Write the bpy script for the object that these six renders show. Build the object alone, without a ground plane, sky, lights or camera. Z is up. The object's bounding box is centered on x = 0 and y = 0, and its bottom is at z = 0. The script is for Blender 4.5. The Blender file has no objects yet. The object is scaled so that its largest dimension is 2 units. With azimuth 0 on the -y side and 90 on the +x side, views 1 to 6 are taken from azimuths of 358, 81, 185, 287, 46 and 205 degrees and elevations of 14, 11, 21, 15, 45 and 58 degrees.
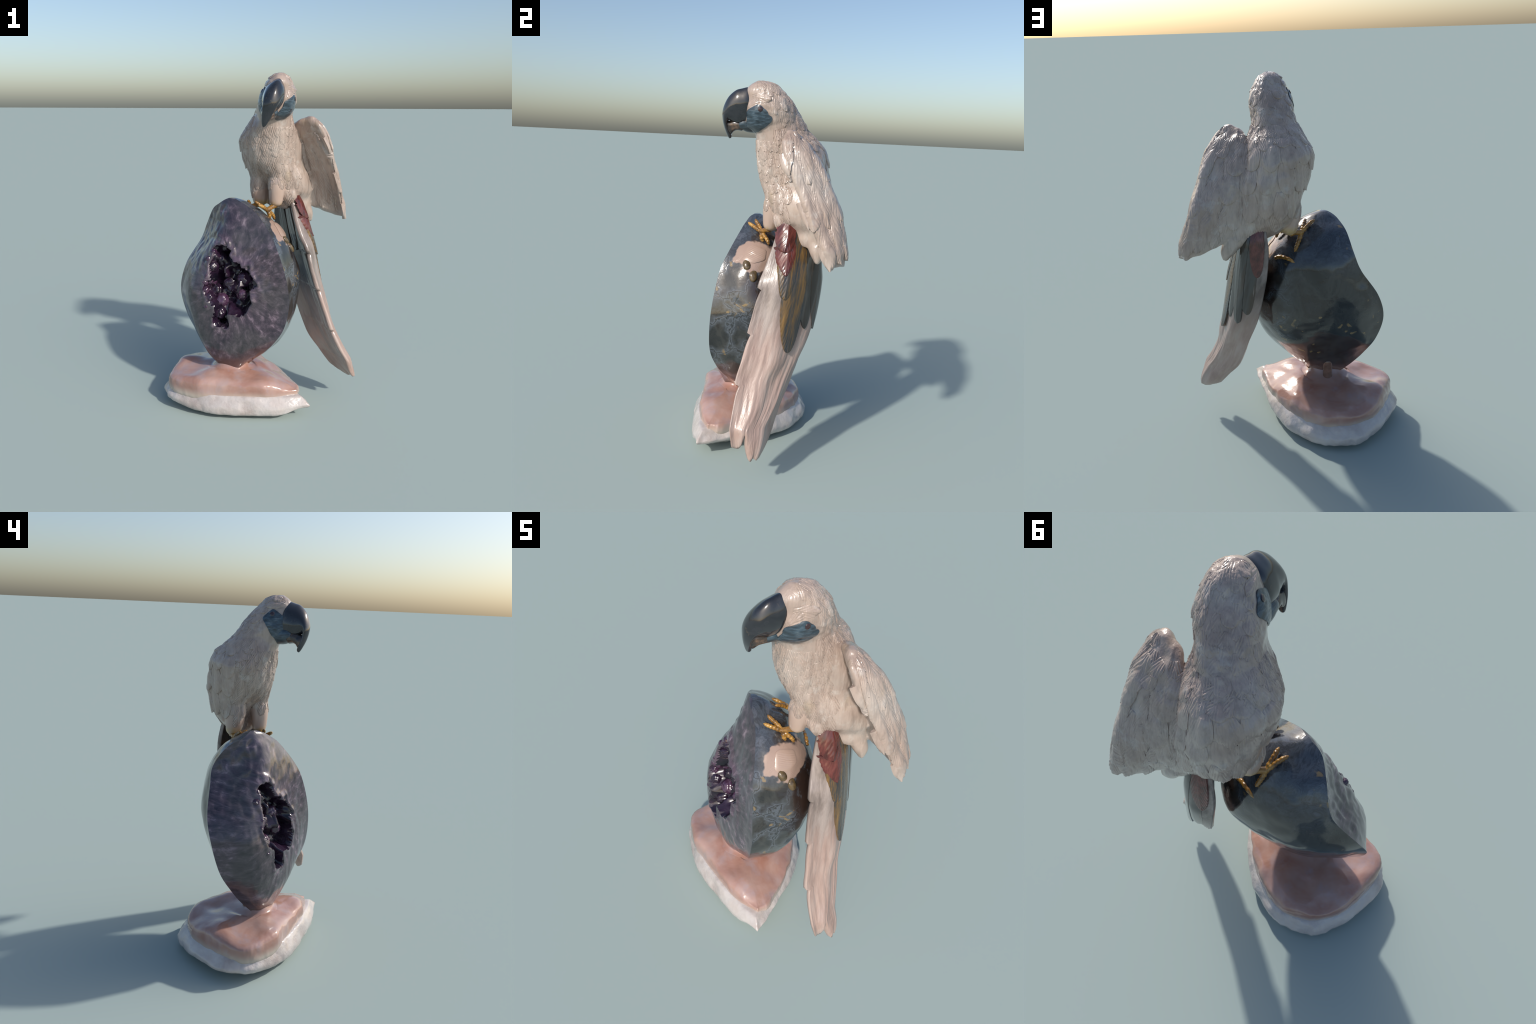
"""Carved-stone parrot perched on an amethyst geode that stands on a pink and white stone base."""
import bpy, bmesh, math, random
import numpy as np
from mathutils import Vector, Matrix, noise
from mathutils.bvhtree import BVHTree

RNG = random.Random(7)


# ---------------------------------------------------------------- helpers
def catmull(pts, n, closed=False):
    """Centripetal-free Catmull-Rom through pts (rows), n samples."""
    p = np.asarray(pts, float)
    m = len(p)
    if closed:
        t = np.linspace(0, m, n, endpoint=False)
    else:
        t = np.linspace(0, m - 1, n)
    i = np.floor(t).astype(int)
    if not closed:
        i = np.clip(i, 0, m - 2)
    f = (t - i)[:, None]

    def g(k):
        if closed:
            return p[k % m]
        lo = np.where((k < 0)[:, None], 2 * p[0] - p[1], p[np.clip(k, 0, m - 1)])
        return np.where((k > m - 1)[:, None], 2 * p[-1] - p[-2], lo)

    a, b, c, d = g(i - 1), g(i), g(i + 1), g(i + 2)
    return 0.5 * ((2 * b) + (c - a) * f + (2 * a - 5 * b + 4 * c - d) * f * f + (3 * b - a - 3 * c + d) * f ** 3)


def interp(t, ts, vs):
    return float(np.interp(t, ts, vs))


def smoothstep(a, b, x):
    t = np.clip((x - a) / (b - a), 0, 1)
    return t * t * (3 - 2 * t)


def new_mesh(name, verts, faces, mat=None, parent=None, smooth=True, angle=None):
    me = bpy.data.meshes.new(name)
    me.from_pydata([tuple(v) for v in verts], [], [tuple(f) for f in faces])
    me.validate()
    me.update()
    if smooth:
        me.polygons.foreach_set("use_smooth", [True] * len(me.polygons))
    if angle is not None:
        me.set_sharp_from_angle(angle=math.radians(angle))
    ob = bpy.data.objects.new(name, me)
    bpy.context.scene.collection.objects.link(ob)
    if mat:
        me.materials.append(mat)
    if parent:
        ob.parent = parent
    return ob


def fix_normals(ob):
    bm = bmesh.new()
    bm.from_mesh(ob.data)
    bmesh.ops.recalc_face_normals(bm, faces=bm.faces)
    bm.to_mesh(ob.data)
    bm.free()


def grid_faces(rows, cols, closed):
    f = []
    for r in range(rows - 1):
        for c in range(cols if closed else cols - 1):
            d = (c + 1) % cols
            f.append((r * cols + c, r * cols + d, (r + 1) * cols + d, (r + 1) * cols + c))
    return f


def loft(name, rings, caps=True, **kw):
    """rings: list of equal-length closed loops."""
    cols = len(rings[0])
    v = [tuple(p) for r in rings for p in r]
    f = grid_faces(len(rings), cols, True)
    if caps:
        for base, ring, flip in ((0, rings[0], True), ((len(rings) - 1) * cols, rings[-1], False)):
            c = np.mean(np.asarray(ring), axis=0)
            k = len(v)
            v.append(tuple(c))
            for i in range(cols):
                j = (i + 1) % cols
                f.append((base + j, base + i, k) if flip else (base + i, base + j, k))
    ob = new_mesh(name, v, f, **kw)
    fix_normals(ob)
    return ob


def tube(name, path, radii, n=12, segs=None, **kw):
    path = np.asarray(path, float)
    segs = segs or len(path) * 6
    p = catmull(path, segs)
    r = catmull(np.asarray(radii, float)[:, None], segs)[:, 0]
    up = np.array([0.31, 0.2, 0.93])
    rings = []
    for i in range(segs):
        t = p[min(i + 1, segs - 1)] - p[max(i - 1, 0)]
        t /= np.linalg.norm(t)
        a = np.cross(t, up)
        a /= np.linalg.norm(a)
        b = np.cross(t, a)
        rings.append([p[i] + r[i] * (math.cos(k) * a + math.sin(k) * b) for k in np.linspace(0, 2 * math.pi, n, endpoint=False)])
    return loft(name, rings, **kw)


def fbm(p, scale, octv=3):
    return noise.fractal(Vector(p) * scale, 1.0, 2.0, octv)


# ---------------------------------------------------------------- materials
class Mat:
    def __init__(self, name, rough=0.25, coat=0.4, spec=0.5, metal=0.0):
        self.m = bpy.data.materials.new(name)
        self.m.use_nodes = True
        self.nt = self.m.node_tree
        self.b = self.nt.nodes["Principled BSDF"]
        self.b.inputs["Roughness"].default_value = rough
        self.b.inputs["Coat Weight"].default_value = coat
        self.b.inputs["Coat Roughness"].default_value = 0.08
        self.b.inputs["Specular IOR Level"].default_value = spec
        self.b.inputs["Metallic"].default_value = metal
        self.tc = self.n("ShaderNodeTexCoord")

    def n(self, kind, **kw):
        x = self.nt.nodes.new(kind)
        for k, v in kw.items():
            setattr(x, k, v)
        return x

    def link(self, a, b):
        self.nt.links.new(a, b)

    def obj(self):
        return self.tc.outputs["Object"]

    def mapping(self, scale=(1, 1, 1), rot=(0, 0, 0), loc=(0, 0, 0), vec=None):
        m = self.n("ShaderNodeMapping")
        m.inputs["Scale"].default_value = scale
        m.inputs["Rotation"].default_value = rot
        m.inputs["Location"].default_value = loc
        self.link(vec or self.obj(), m.inputs["Vector"])
        return m.outputs[0]

    def noise(self, scale, detail=4, rough=0.55, vec=None, dist=0.0):
        x = self.n("ShaderNodeTexNoise")
        x.inputs["Scale"].default_value = scale
        x.inputs["Detail"].default_value = detail
        x.inputs["Roughness"].default_value = rough
        x.inputs["Distortion"].default_value = dist
        self.link(vec or self.obj(), x.inputs["Vector"])
        return x.outputs["Fac"]

    def voronoi(self, scale, feature="F1", vec=None, rnd=1.0):
        x = self.n("ShaderNodeTexVoronoi", feature=feature)
        x.inputs["Scale"].default_value = scale
        x.inputs["Randomness"].default_value = rnd
        self.link(vec or self.obj(), x.inputs["Vector"])
        return x.outputs["Distance"]

    def wave(self, scale, dist=0.0, vec=None, direction="X", detail=2, dscale=1.0):
        x = self.n("ShaderNodeTexWave", bands_direction=direction)
        x.inputs["Scale"].default_value = scale
        x.inputs["Distortion"].default_value = dist
        x.inputs["Detail"].default_value = detail
        x.inputs["Detail Scale"].default_value = dscale
        self.link(vec or self.obj(), x.inputs["Vector"])
        return x.outputs["Fac"]

    def ramp(self, fac, stops, interp="LINEAR"):
        x = self.n("ShaderNodeValToRGB")
        cr = x.color_ramp
        cr.interpolation = interp
        while len(cr.elements) < len(stops):
            cr.elements.new(0.5)
        for e, (p, c) in zip(cr.elements, stops):
            e.position = p
            e.color = (c, c, c, 1) if isinstance(c, (int, float)) else (*c, 1)
        self.link(fac, x.inputs[0])
        return x.outputs[0]

    def mix(self, fac, a, b, blend="MIX"):
        x = self.n("ShaderNodeMix", data_type="RGBA", blend_type=blend)
        for sock, val in ((x.inputs[0], fac), (x.inputs[6], a), (x.inputs[7], b)):
            if isinstance(val, (int, float)):
                sock.default_value = val
            elif isinstance(val, tuple):
                sock.default_value = (*val, 1)
            else:
                self.link(val, sock)
        return x.outputs[2]

    def math(self, op, a, b=None, clamp=False):
        x = self.n("ShaderNodeMath", operation=op, use_clamp=clamp)
        for sock, val in zip(x.inputs, (a, b)):
            if val is None:
                continue
            if isinstance(val, (int, float)):
                sock.default_value = val
            else:
                self.link(val, sock)
        return x.outputs[0]

    def xyz(self, vec=None):
        s = self.n("ShaderNodeSeparateXYZ")
        self.link(vec or self.obj(), s.inputs[0])
        return s.outputs

    def grain(self, axis, squash=0.12):
        """coordinates that are stretched along an axis"""
        a = Vector(axis).normalized()
        e1 = a.cross(Vector((0.1, 1, 0.2))).normalized()
        e2 = a.cross(e1)
        c = self.n("ShaderNodeCombineXYZ")
        for i, (d, k) in enumerate(((e1, 1), (e2, 1), (a, squash))):
            m = self.n("ShaderNodeVectorMath", operation="DOT_PRODUCT")
            self.link(self.obj(), m.inputs[0])
            m.inputs[1].default_value = d * k
            self.link(m.outputs["Value"], c.inputs[i])
        return c.outputs[0]

    def range(self, v, a, b, lo=0.0, hi=1.0, smooth=True):
        x = self.n("ShaderNodeMapRange")
        x.interpolation_type = "SMOOTHSTEP" if smooth else "LINEAR"
        for i, val in enumerate((a, b, lo, hi)):
            x.inputs[i + 1].default_value = val
        self.link(v, x.inputs[0])
        return x.outputs[0]

    def dist(self, c, scale=(1, 1, 1)):
        """distance of the object coordinate to a point"""
        m = self.n("ShaderNodeVectorMath", operation="SUBTRACT")
        self.link(self.obj(), m.inputs[0])
        m.inputs[1].default_value = c
        s = self.n("ShaderNodeVectorMath", operation="MULTIPLY")
        self.link(m.outputs[0], s.inputs[0])
        s.inputs[1].default_value = scale
        l = self.n("ShaderNodeVectorMath", operation="LENGTH")
        self.link(s.outputs[0], l.inputs[0])
        return l.outputs["Value"]

    def bump(self, h, strength=0.3, dist=0.01):
        b = self.n("ShaderNodeBump")
        b.inputs["Strength"].default_value = strength
        b.inputs["Distance"].default_value = dist
        self.link(h, b.inputs["Height"])
        self.link(b.outputs[0], self.b.inputs["Normal"])

    def color(self, c):
        if isinstance(c, tuple):
            self.b.inputs["Base Color"].default_value = (*c, 1)
        else:
            self.link(c, self.b.inputs["Base Color"])
        return self.m


def mat_plumage():
    k = Mat("carved_beige_stone", rough=0.28, coat=0.5)
    big = k.noise(5.5, 4)
    streak = k.noise(26, 5, 0.65, k.mapping((1.2, 1.2, 0.32)))
    c = k.ramp(big, [(0.3, (0.335, 0.250, 0.205)), (0.5, (0.40, 0.312, 0.262)), (0.7, (0.455, 0.380, 0.330))])
    c2 = k.ramp(streak, [(0.33, 0.80), (0.5, 1.0), (0.7, 1.1)])  # darker mottles paint the grey-brown shading of grooves and flanks
    c = k.mix(1.0, c, c2, "MULTIPLY")
    pale = k.ramp(k.noise(14, 5, 0.6), [(0.56, 0.0), (0.72, 0.55)])
    c = k.mix(pale, c, (0.54, 0.50, 0.46))
    tan = k.ramp(k.noise(9, 3), [(0.62, 0.0), (0.8, 0.35)])
    c = k.mix(tan, c, (0.47, 0.36, 0.22))
    k.bump(k.noise(60, 3, 0.5, k.mapping((1.5, 1.5, 0.22))), 0.45, 0.006)
    return k.color(c)


def mat_thigh():
    k = Mat("plain_pink_stone", rough=0.3, coat=0.4)
    c = k.ramp(k.noise(8, 2), [(0.3, (0.44, 0.315, 0.25)), (0.7, (0.47, 0.355, 0.295))])
    z = k.xyz()[2]
    ochre = k.math("MULTIPLY", k.range(z, 1.275, 1.21), k.range(k.noise(18, 3), 0.35, 0.6))
    c = k.mix(ochre, c, (0.50, 0.34, 0.12))
    k.bump(k.noise(60, 4, 0.6, k.mapping((1.5, 1.5, 0.25))), 0.3, 0.004)
    return k.color(c)


def mat_beak():
    k = Mat("polished_black_stone", rough=0.12, coat=0.6)
    c = k.ramp(k.noise(9, 5, 0.6, dist=0.6), [(0.35, (0.012, 0.014, 0.018)), (0.6, (0.028, 0.03, 0.036)), (0.8, (0.055, 0.055, 0.07))])
    vein = k.ramp(k.noise(22, 6, 0.7, dist=1.0), [(0.62, 0.0), (0.7, 0.35)])
    c = k.mix(vein, c, (0.13, 0.10, 0.06))
    k.bump(k.noise(14, 3), 0.12, 0.01)
    return k.color(c)


def mat_lower_beak():
    k = Mat("brown_polished_stone", rough=0.2, coat=0.5)
    c = k.ramp(k.noise(30, 4, 0.6), [(0.38, (0.02, 0.02, 0.021)), (0.55, (0.06, 0.042, 0.032)), (0.72, (0.19, 0.115, 0.075))])
    return k.color(c)


def mat_patch():
    k = Mat("blue_grey_stone", rough=0.28, coat=0.4)
    v = k.mapping((3, 9, 34), (0.35, 0.0, 0.0))
    s = k.noise(3.2, 4, 0.55, v)
    c = k.ramp(s, [(0.3, (0.018, 0.027, 0.035)), (0.46, (0.034, 0.054, 0.072)), (0.58, (0.058, 0.092, 0.122)), (0.74, (0.15, 0.18, 0.195))])
    low = k.range(k.math("ADD", k.xyz()[2], k.math("MULTIPLY", k.noise(30, 3), 0.03)), 1.80, 1.765)
    c = k.mix(k.math("MULTIPLY", low, 0.75), c, (0.03, 0.04, 0.045))
    k.bump(s, 0.45, 0.005)
    return k.color(c)


def mat_plain(name, col, rough=0.15, coat=0.6, var=0.15, scale=25):
    k = Mat(name, rough=rough, coat=coat)
    c = k.ramp(k.noise(scale, 4), [(0.3, tuple(x * (1 - var) for x in col)), (0.7, tuple(min(1, x * (1 + var)) for x in col))])
    return k.color(c)


def mat_gold():
    k = Mat("ochre_gilt", rough=0.3, coat=0.3)
    c = k.ramp(k.noise(22, 5, 0.65), [(0.34, (0.085, 0.042, 0.013)), (0.5, (0.28, 0.135, 0.025)), (0.68, (0.50, 0.28, 0.07))])
    k.bump(k.noise(70, 3), 0.3, 0.003)
    return k.color(c)


TAIL_AXIS = (0.26, -0.17, -0.95)


def mat_red():
    k = Mat("red_jasper", rough=0.2, coat=0.5)
    g = k.noise(34, 5, 0.62, k.grain((0.3, -0.45, -0.85), 0.2))
    c = k.ramp(g, [(0.3, (0.045, 0.012, 0.010)), (0.5, (0.11, 0.026, 0.021)), (0.7, (0.18, 0.052, 0.042))])
    k.bump(g, 0.45, 0.004)
    return k.color(c)


def mat_tiger():
    k = Mat("tiger_eye", rough=0.2, coat=0.5)
    st = k.noise(46, 5, 0.65, k.grain(TAIL_AXIS, 0.09))
    big = k.noise(7, 3, 0.5, k.grain(TAIL_AXIS, 0.4))
    f = k.math("ADD", k.math("MULTIPLY", st, 0.75), k.math("MULTIPLY", big, 0.3))
    c = k.ramp(f, [(0.38, (0.022, 0.026, 0.032)), (0.48, (0.055, 0.046, 0.038)), (0.56, (0.13, 0.075, 0.028)), (0.70, (0.25, 0.135, 0.035))])
    k.bump(st, 0.5, 0.005)
    return k.color(c)


def mat_obsidian():
    k = Mat("dark_banded_obsidian", rough=0.1, coat=0.6)
    c = k.ramp(k.noise(17, 3, 0.5, k.grain(TAIL_AXIS, 0.15)), [(0.36, (0.018, 0.013, 0.010)), (0.47, (0.036, 0.030, 0.026)), (0.57, (0.058, 0.056, 0.052)), (0.68, (0.05, 0.032, 0.022))])
    return k.color(c)


def mat_tail():
    k = Mat("veined_pink_grey_stone", rough=0.3, coat=0.3)
    z = k.xyz()[2]
    n = k.noise(15, 5, 0.62, k.grain((0.4, -0.3, -0.85), 0.25))
    low = k.ramp(n, [(0.3, (0.31, 0.21, 0.175)), (0.5, (0.405, 0.29, 0.245)), (0.7, (0.46, 0.365, 0.32))])
    high = k.ramp(n, [(0.32, (0.10, 0.077, 0.067)), (0.46, (0.21, 0.168, 0.147)), (0.62, (0.34, 0.28, 0.25))])
    f = k.range(k.math("ADD", z, k.math("MULTIPLY", n, 0.4)), 0.80, 1.12)
    c = k.mix(f, low, high)
    k.bump(k.noise(60, 4, 0.6, k.grain((0.4, -0.3, -0.85), 0.15)), 0.5, 0.006)
    return k.color(c)


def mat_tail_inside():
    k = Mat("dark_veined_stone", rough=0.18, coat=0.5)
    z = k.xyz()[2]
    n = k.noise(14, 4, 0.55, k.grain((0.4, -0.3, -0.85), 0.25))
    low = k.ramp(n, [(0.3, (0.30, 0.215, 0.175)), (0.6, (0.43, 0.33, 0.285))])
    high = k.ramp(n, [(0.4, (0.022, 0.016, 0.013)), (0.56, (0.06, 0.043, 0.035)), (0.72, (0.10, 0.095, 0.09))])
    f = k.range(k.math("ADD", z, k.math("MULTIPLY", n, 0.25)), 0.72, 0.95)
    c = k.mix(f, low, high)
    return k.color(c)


def mat_shell():
    k = Mat("dark_agate_rind", rough=0.14, coat=0.6)
    x, y, z = k.xyz()
    n = k.noise(6, 5, 0.6, dist=0.8)
    c = k.ramp(n, [(0.3, (0.010, 0.010, 0.011)), (0.44, (0.022, 0.023, 0.023)), (0.54, (0.040, 0.040, 0.037)), (0.64, (0.022, 0.018, 0.016)), (0.78, (0.034, 0.034, 0.038))])
    # bluish banded agate near the summit and along the sawn rim
    band = k.noise(11, 6, 0.68, dist=1.2)
    blue = k.ramp(band, [(0.36, (0.03, 0.036, 0.046)), (0.47, (0.07, 0.085, 0.11)), (0.53, (0.038, 0.045, 0.058)), (0.62, (0.10, 0.115, 0.145)), (0.7, (0.05, 0.05, 0.06))])
    top = k.range(k.math("ADD", z, k.math("MULTIPLY", n, 0.3)), 1.10, 1.34)
    c = k.mix(k.math("MULTIPLY", top, 0.8), c, blue)
    # cell outlines of the agate
    vo = k.n("ShaderNodeTexVoronoi", feature="DISTANCE_TO_EDGE")
    vo.inputs["Scale"].default_value = 6.5
    warp = k.n("ShaderNodeMix", data_type="VECTOR")
    nz = k.n("ShaderNodeTexNoise")
    nz.inputs["Scale"].default_value = 9
    nz.inputs["Detail"].default_value = 4
    k.link(k.obj(), nz.inputs["Vector"])
    warp.inputs[0].default_value = 0.16
    k.link(k.obj(), warp.inputs[4])
    k.link(nz.outputs["Color"], warp.inputs[5])
    k.link(warp.outputs[1], vo.inputs["Vector"])
    side = k.range(x, -0.05, 0.08)
    edge = k.math("MULTIPLY", k.ramp(vo.outputs["Distance"], [(0.0, 0.0), (0.035, 1.0), (0.06, 0.45), (0.16, 0.0)]), k.math("MULTIPLY", side, 0.55))
    c = k.mix(edge, c, (0.14, 0.165, 0.20))
    # gold specks
    sp = k.n("ShaderNodeTexVoronoi")
    sp.inputs["Scale"].default_value = 17
    k.link(warp.outputs[1], sp.inputs["Vector"])
    speck = k.math("MULTIPLY", k.ramp(sp.outputs["Distance"], [(0.16, 1.0), (0.24, 0.0)]), k.ramp(k.noise(7, 2), [(0.51, 0.0), (0.57, 0.8)]))
    c = k.mix(speck, c, (0.24, 0.165, 0.075))
    # reddish foot and a brown flank hidden behind the tail
    red = k.range(k.math("ADD", z, k.math("MULTIPLY", k.noise(7, 4), 0.16)), 0.46, 0.36)
    c = k.mix(k.math("MULTIPLY", red, 0.85), c, (0.20, 0.085, 0.06))
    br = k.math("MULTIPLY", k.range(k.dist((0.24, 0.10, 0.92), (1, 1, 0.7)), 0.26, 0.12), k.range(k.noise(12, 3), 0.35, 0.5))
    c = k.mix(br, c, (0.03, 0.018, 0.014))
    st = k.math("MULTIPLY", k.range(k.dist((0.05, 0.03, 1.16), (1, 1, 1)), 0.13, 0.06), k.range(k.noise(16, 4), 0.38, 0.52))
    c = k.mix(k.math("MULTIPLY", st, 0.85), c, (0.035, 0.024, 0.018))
    # smooth pinkish field
    pf = k.range(k.math("ADD", k.dist((0.105, -0.045, 1.085), (1, 0.85, 1.55)), k.math("MULTIPLY", k.noise(9, 3), 0.22)), 0.225, 0.205)
    c = k.mix(pf, c, (0.35, 0.245, 0.195))
    k.bump(k.math("ADD", k.noise(20, 4), k.math("MULTIPLY", edge, -0.4)), 0.2, 0.01)
    return k.color(c)


def mat_face():
    k = Mat("sawn_amethyst_face", rough=0.2, coat=0.5)
    # polar coordinates about the cavity, in the plane of the cut
    m = k.n("ShaderNodeVectorMath", operation="SUBTRACT")
    k.link(k.obj(), m.inputs[0])
    m.inputs[1].default_value = (-0.2, -0.16, 0.79)
    s = k.xyz(m.outputs[0])
    ang = k.math("ARCTAN2", s[2], s[0])
    rad = k.dist((-0.2, -0.16, 0.79), (1, 0.6, 0.8))
    cv = k.n("ShaderNodeCombineXYZ")
    k.link(k.math("MULTIPLY", ang, 3.0), cv.inputs[0])
    k.link(k.math("MULTIPLY", rad, 7.0), cv.inputs[1])
    ray = k.noise(3.0, 6, 0.65, cv.outputs[0], 0.4)
    n = k.noise(7, 5, 0.62, dist=0.5)
    mixed = k.math("ADD", k.math("MULTIPLY", ray, 0.72), k.math("MULTIPLY", n, 0.28))
    c = k.ramp(mixed, [(0.36, (0.020, 0.017, 0.028)), (0.46, (0.048, 0.036, 0.050)), (0.54, (0.082, 0.060, 0.080)), (0.61, (0.19, 0.14, 0.175)), (0.70, (0.36, 0.29, 0.32))])
    grey = k.ramp(k.noise(4.5, 4, 0.5), [(0.46, 0.0), (0.6, 0.75)])
    c = k.mix(grey, c, k.ramp(ray, [(0.35, (0.034, 0.032, 0.036)), (0.65, (0.088, 0.076, 0.084))]))
    rim = k.range(k.math("ADD", rad, k.math("MULTIPLY", n, 0.1)), 0.36, 0.48)
    c = k.mix(k.math("MULTIPLY", rim, 0.5), c, (0.035, 0.042, 0.06))
    purple = k.math("MULTIPLY", k.range(rad, 0.24, 0.09), k.range(n, 0.35, 0.6))
    c = k.mix(k.math("MULTIPLY", purple, 0.5), c, (0.13, 0.075, 0.125))
    red = k.range(k.math("ADD", s[2], k.math("MULTIPLY", n, 0.12)), -0.36, -0.46)
    c = k.mix(k.math("MULTIPLY", red, 0.55), c, (0.16, 0.075, 0.055))
    k.bump(k.math("ADD", n, ray), 0.16, 0.010)
    return k.color(c)


def mat_cavity():
    k = Mat("dark_amethyst", rough=0.16, coat=0.4)
    c = k.ramp(k.noise(9, 4), [(0.35, (0.006, 0.005, 0.010)), (0.55, (0.022, 0.010, 0.024)), (0.75, (0.05, 0.035, 0.06))])
    return k.color(c)


def mat_crystal():
    k = Mat("amethyst", rough=0.12, coat=0.7)
    f = k.noise(15, 4)
    c = k.ramp(f, [(0.3, (0.024, 0.009, 0.024)), (0.5, (0.052, 0.021, 0.048)), (0.7, (0.105, 0.058, 0.10))])
    return k.color(c)


def mat_pink():
    k = Mat("pink_onyx", rough=0.17, coat=0.6)
    n = k.noise(5.5, 4, 0.55, dist=0.5)
    c = k.ramp(n, [(0.28, (0.31, 0.148, 0.108)), (0.44, (0.37, 0.205, 0.160)), (0.6, (0.42, 0.268, 0.225)), (0.76, (0.40, 0.30, 0.285))])
    grey = k.ramp(k.noise(9, 5, 0.6), [(0.52, 0.0), (0.68, 0.6)])
    c = k.mix(grey, c, (0.36, 0.28, 0.29))
    pale = k.range(k.math("ADD", k.xyz()[2], k.math("MULTIPLY", n, 0.05)), 0.195, 0.135)
    c = k.mix(pale, c, (0.49, 0.415, 0.35))
    k.bump(k.noise(11, 3), 0.2, 0.02)
    return k.color(c)


def mat_white():
    k = Mat("milky_white_onyx", rough=0.22, coat=0.5)
    n = k.noise(7, 5, 0.6)
    c = k.ramp(n, [(0.3, (0.40, 0.335, 0.31)), (0.5, (0.50, 0.45, 0.425)), (0.72, (0.56, 0.525, 0.505))])
    warm = k.ramp(k.noise(4, 3), [(0.55, 0.0), (0.75, 0.4)])
    c = k.mix(warm, c, (0.52, 0.39, 0.32))
    k.bump(k.noise(16, 4), 0.4, 0.02)
    return k.color(c)


PLUME = mat_plumage()
THIGH = mat_thigh()
BEAK = mat_beak()
LOWER = mat_lower_beak()
PATCH = mat_patch()
EYE = mat_plain("dark_garnet", (0.032, 0.012, 0.014), 0.08, 0.8)
GOLD = mat_gold()
RED = mat_red()
TIGER = mat_tiger()
OBSIDIAN = mat_obsidian()
TAIL = mat_tail()
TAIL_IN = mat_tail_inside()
SHELL = mat_shell()
FACE = mat_face()
CAVITY = mat_cavity()
CRYSTAL = mat_crystal()
PINK = mat_pink()
WHITE = mat_white()
STUD = mat_plain("pyrite_nodule", (0.10, 0.068, 0.032), 0.2, 0.6, 0.5, 40)
PLAQUE = mat_plain("smooth_pink_field", (0.37, 0.26, 0.205), 0.25, 0.4, 0.06, 8)
PEG = mat_plain("brown_peg", (0.20, 0.115, 0.085), 0.15, 0.6, 0.3)

# ---------------------------------------------------------------- root
ROOT = bpy.data.objects.new("stone_parrot_sculpture", None)
bpy.context.scene.collection.objects.link(ROOT)
ROOT["label"] = "carved beige stone parrot perched on an amethyst geode with pink base"
ROOT["category"] = "parrot sculpture"

# ---------------------------------------------------------------- base
OUT_LOW = [(0.272, -0.334), (0.235, -0.21), (0.19, -0.08), (0.115, 0.085), (0.022, 0.228), (-0.10, 0.322), (-0.22, 0.351), (-0.33, 0.345),
           (-0.42, 0.30), (-0.53, 0.18), (-0.592, 0.03), (-0.598, -0.09), (-0.55, -0.185), (-0.44, -0.258), (-0.30, -0.312), (-0.10, -0.345), (0.10, -0.352)]
OUT_TOP = [(0.196, -0.268), (0.203, -0.2), (0.17, -0.10), (0.11, 0.03), (0.03, 0.15), (-0.085, 0.248), (-0.2, 0.293), (-0.325, 0.283),
           (-0.44, 0.195), (-0.525, 0.06), (-0.556, -0.09), (-0.52, -0.18), (-0.40, -0.245), (-0.27, -0.27), (-0.08, -0.296), (0.08, -0.30)]


def outline(pts, n=260):
    p = np.array(pts)
    k = np.vstack([p, p[:1]])
    c = catmull(k, n + 1)[:-1]          # open at the first point: keeps the pointed corner
    return c


def scaled(ol, s, ctr):
    return ctr + (ol - ctr) * s


def ring_at(ol, s, z, ctr, amp, seed, tilt=None):
    r = scaled(ol, s, np.array(ctr))
    out = []
    for i, (x, y) in enumerate(r):
        a = 2 * math.pi * i / len(r)
        q = fbm((math.cos(a) * 2.4 + seed, math.sin(a) * 2.4, z * 6), 1.0, 4)
        d = np.array([x - ctr[0], y - ctr[1]])
        d = d / max(1e-6, np.linalg.norm(d))
        zz = z + (tilt(x, y) if tilt else 0)
        out.append((x + d[0] * q * amp, y + d[1] * q * amp, zz + 0.3 * amp * fbm((x * 6, y * 6, seed), 1.0, 2)))
    return out


BC = (-0.18, -0.05)
lo = outline(OUT_LOW)
under = lambda x, y: 0.045 * float(smoothstep(0.05, 0.27, x)) + 0.03 * float(smoothstep(-0.35, -0.6, x))
white_rings = [ring_at(lo, s, z, BC, 0.016, 3.0, (lambda x, y, w=w: w * under(x, y)))
               for s, z, w in ((0.55, 0.012, 0.3), (0.84, 0.012, 1), (0.92, 0.02, 1), (0.985, 0.034, 0.9), (1.004, 0.056, 0.7), (0.998, 0.078, 0.4), (0.962, 0.102, 0.15), (0.925, 0.122, 0), (0.87, 0.136, 0), (0.7, 0.136, 0))]
base = loft("base", catmull(np.array(white_rings).reshape(len(white_rings), -1), 34).reshape(34, -1, 3), mat=WHITE, parent=ROOT)
up = outline(OUT_TOP)


def dome(x, y):
    return 0.024 * fbm((x * 4.5, y * 4.5, 1.0), 1.0, 2) - 0.045 * float(smoothstep(-0.02, 0.2, x)) - 0.018 * float(smoothstep(0.0, 0.28, y))


pink_rings = [ring_at(up, s, z, BC, a, 8.0, (lambda x, y, w=w: w * dome(x, y)))
              for s, z, a, w in ((1.0, 0.09, 0.008, 0), (1.035, 0.115, 0.01, 0.1), (1.04, 0.15, 0.012, 0.4), (1.03, 0.19, 0.012, 0.7), (0.985, 0.213, 0.010, 1), (0.89, 0.227, 0.006, 1), (0.75, 0.234, 0.003, 1), (0.58, 0.238, 0.0, 1), (0.42, 0.24, 0.0, 0.8))]
stem_c = np.array([-0.175, -0.06])


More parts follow.
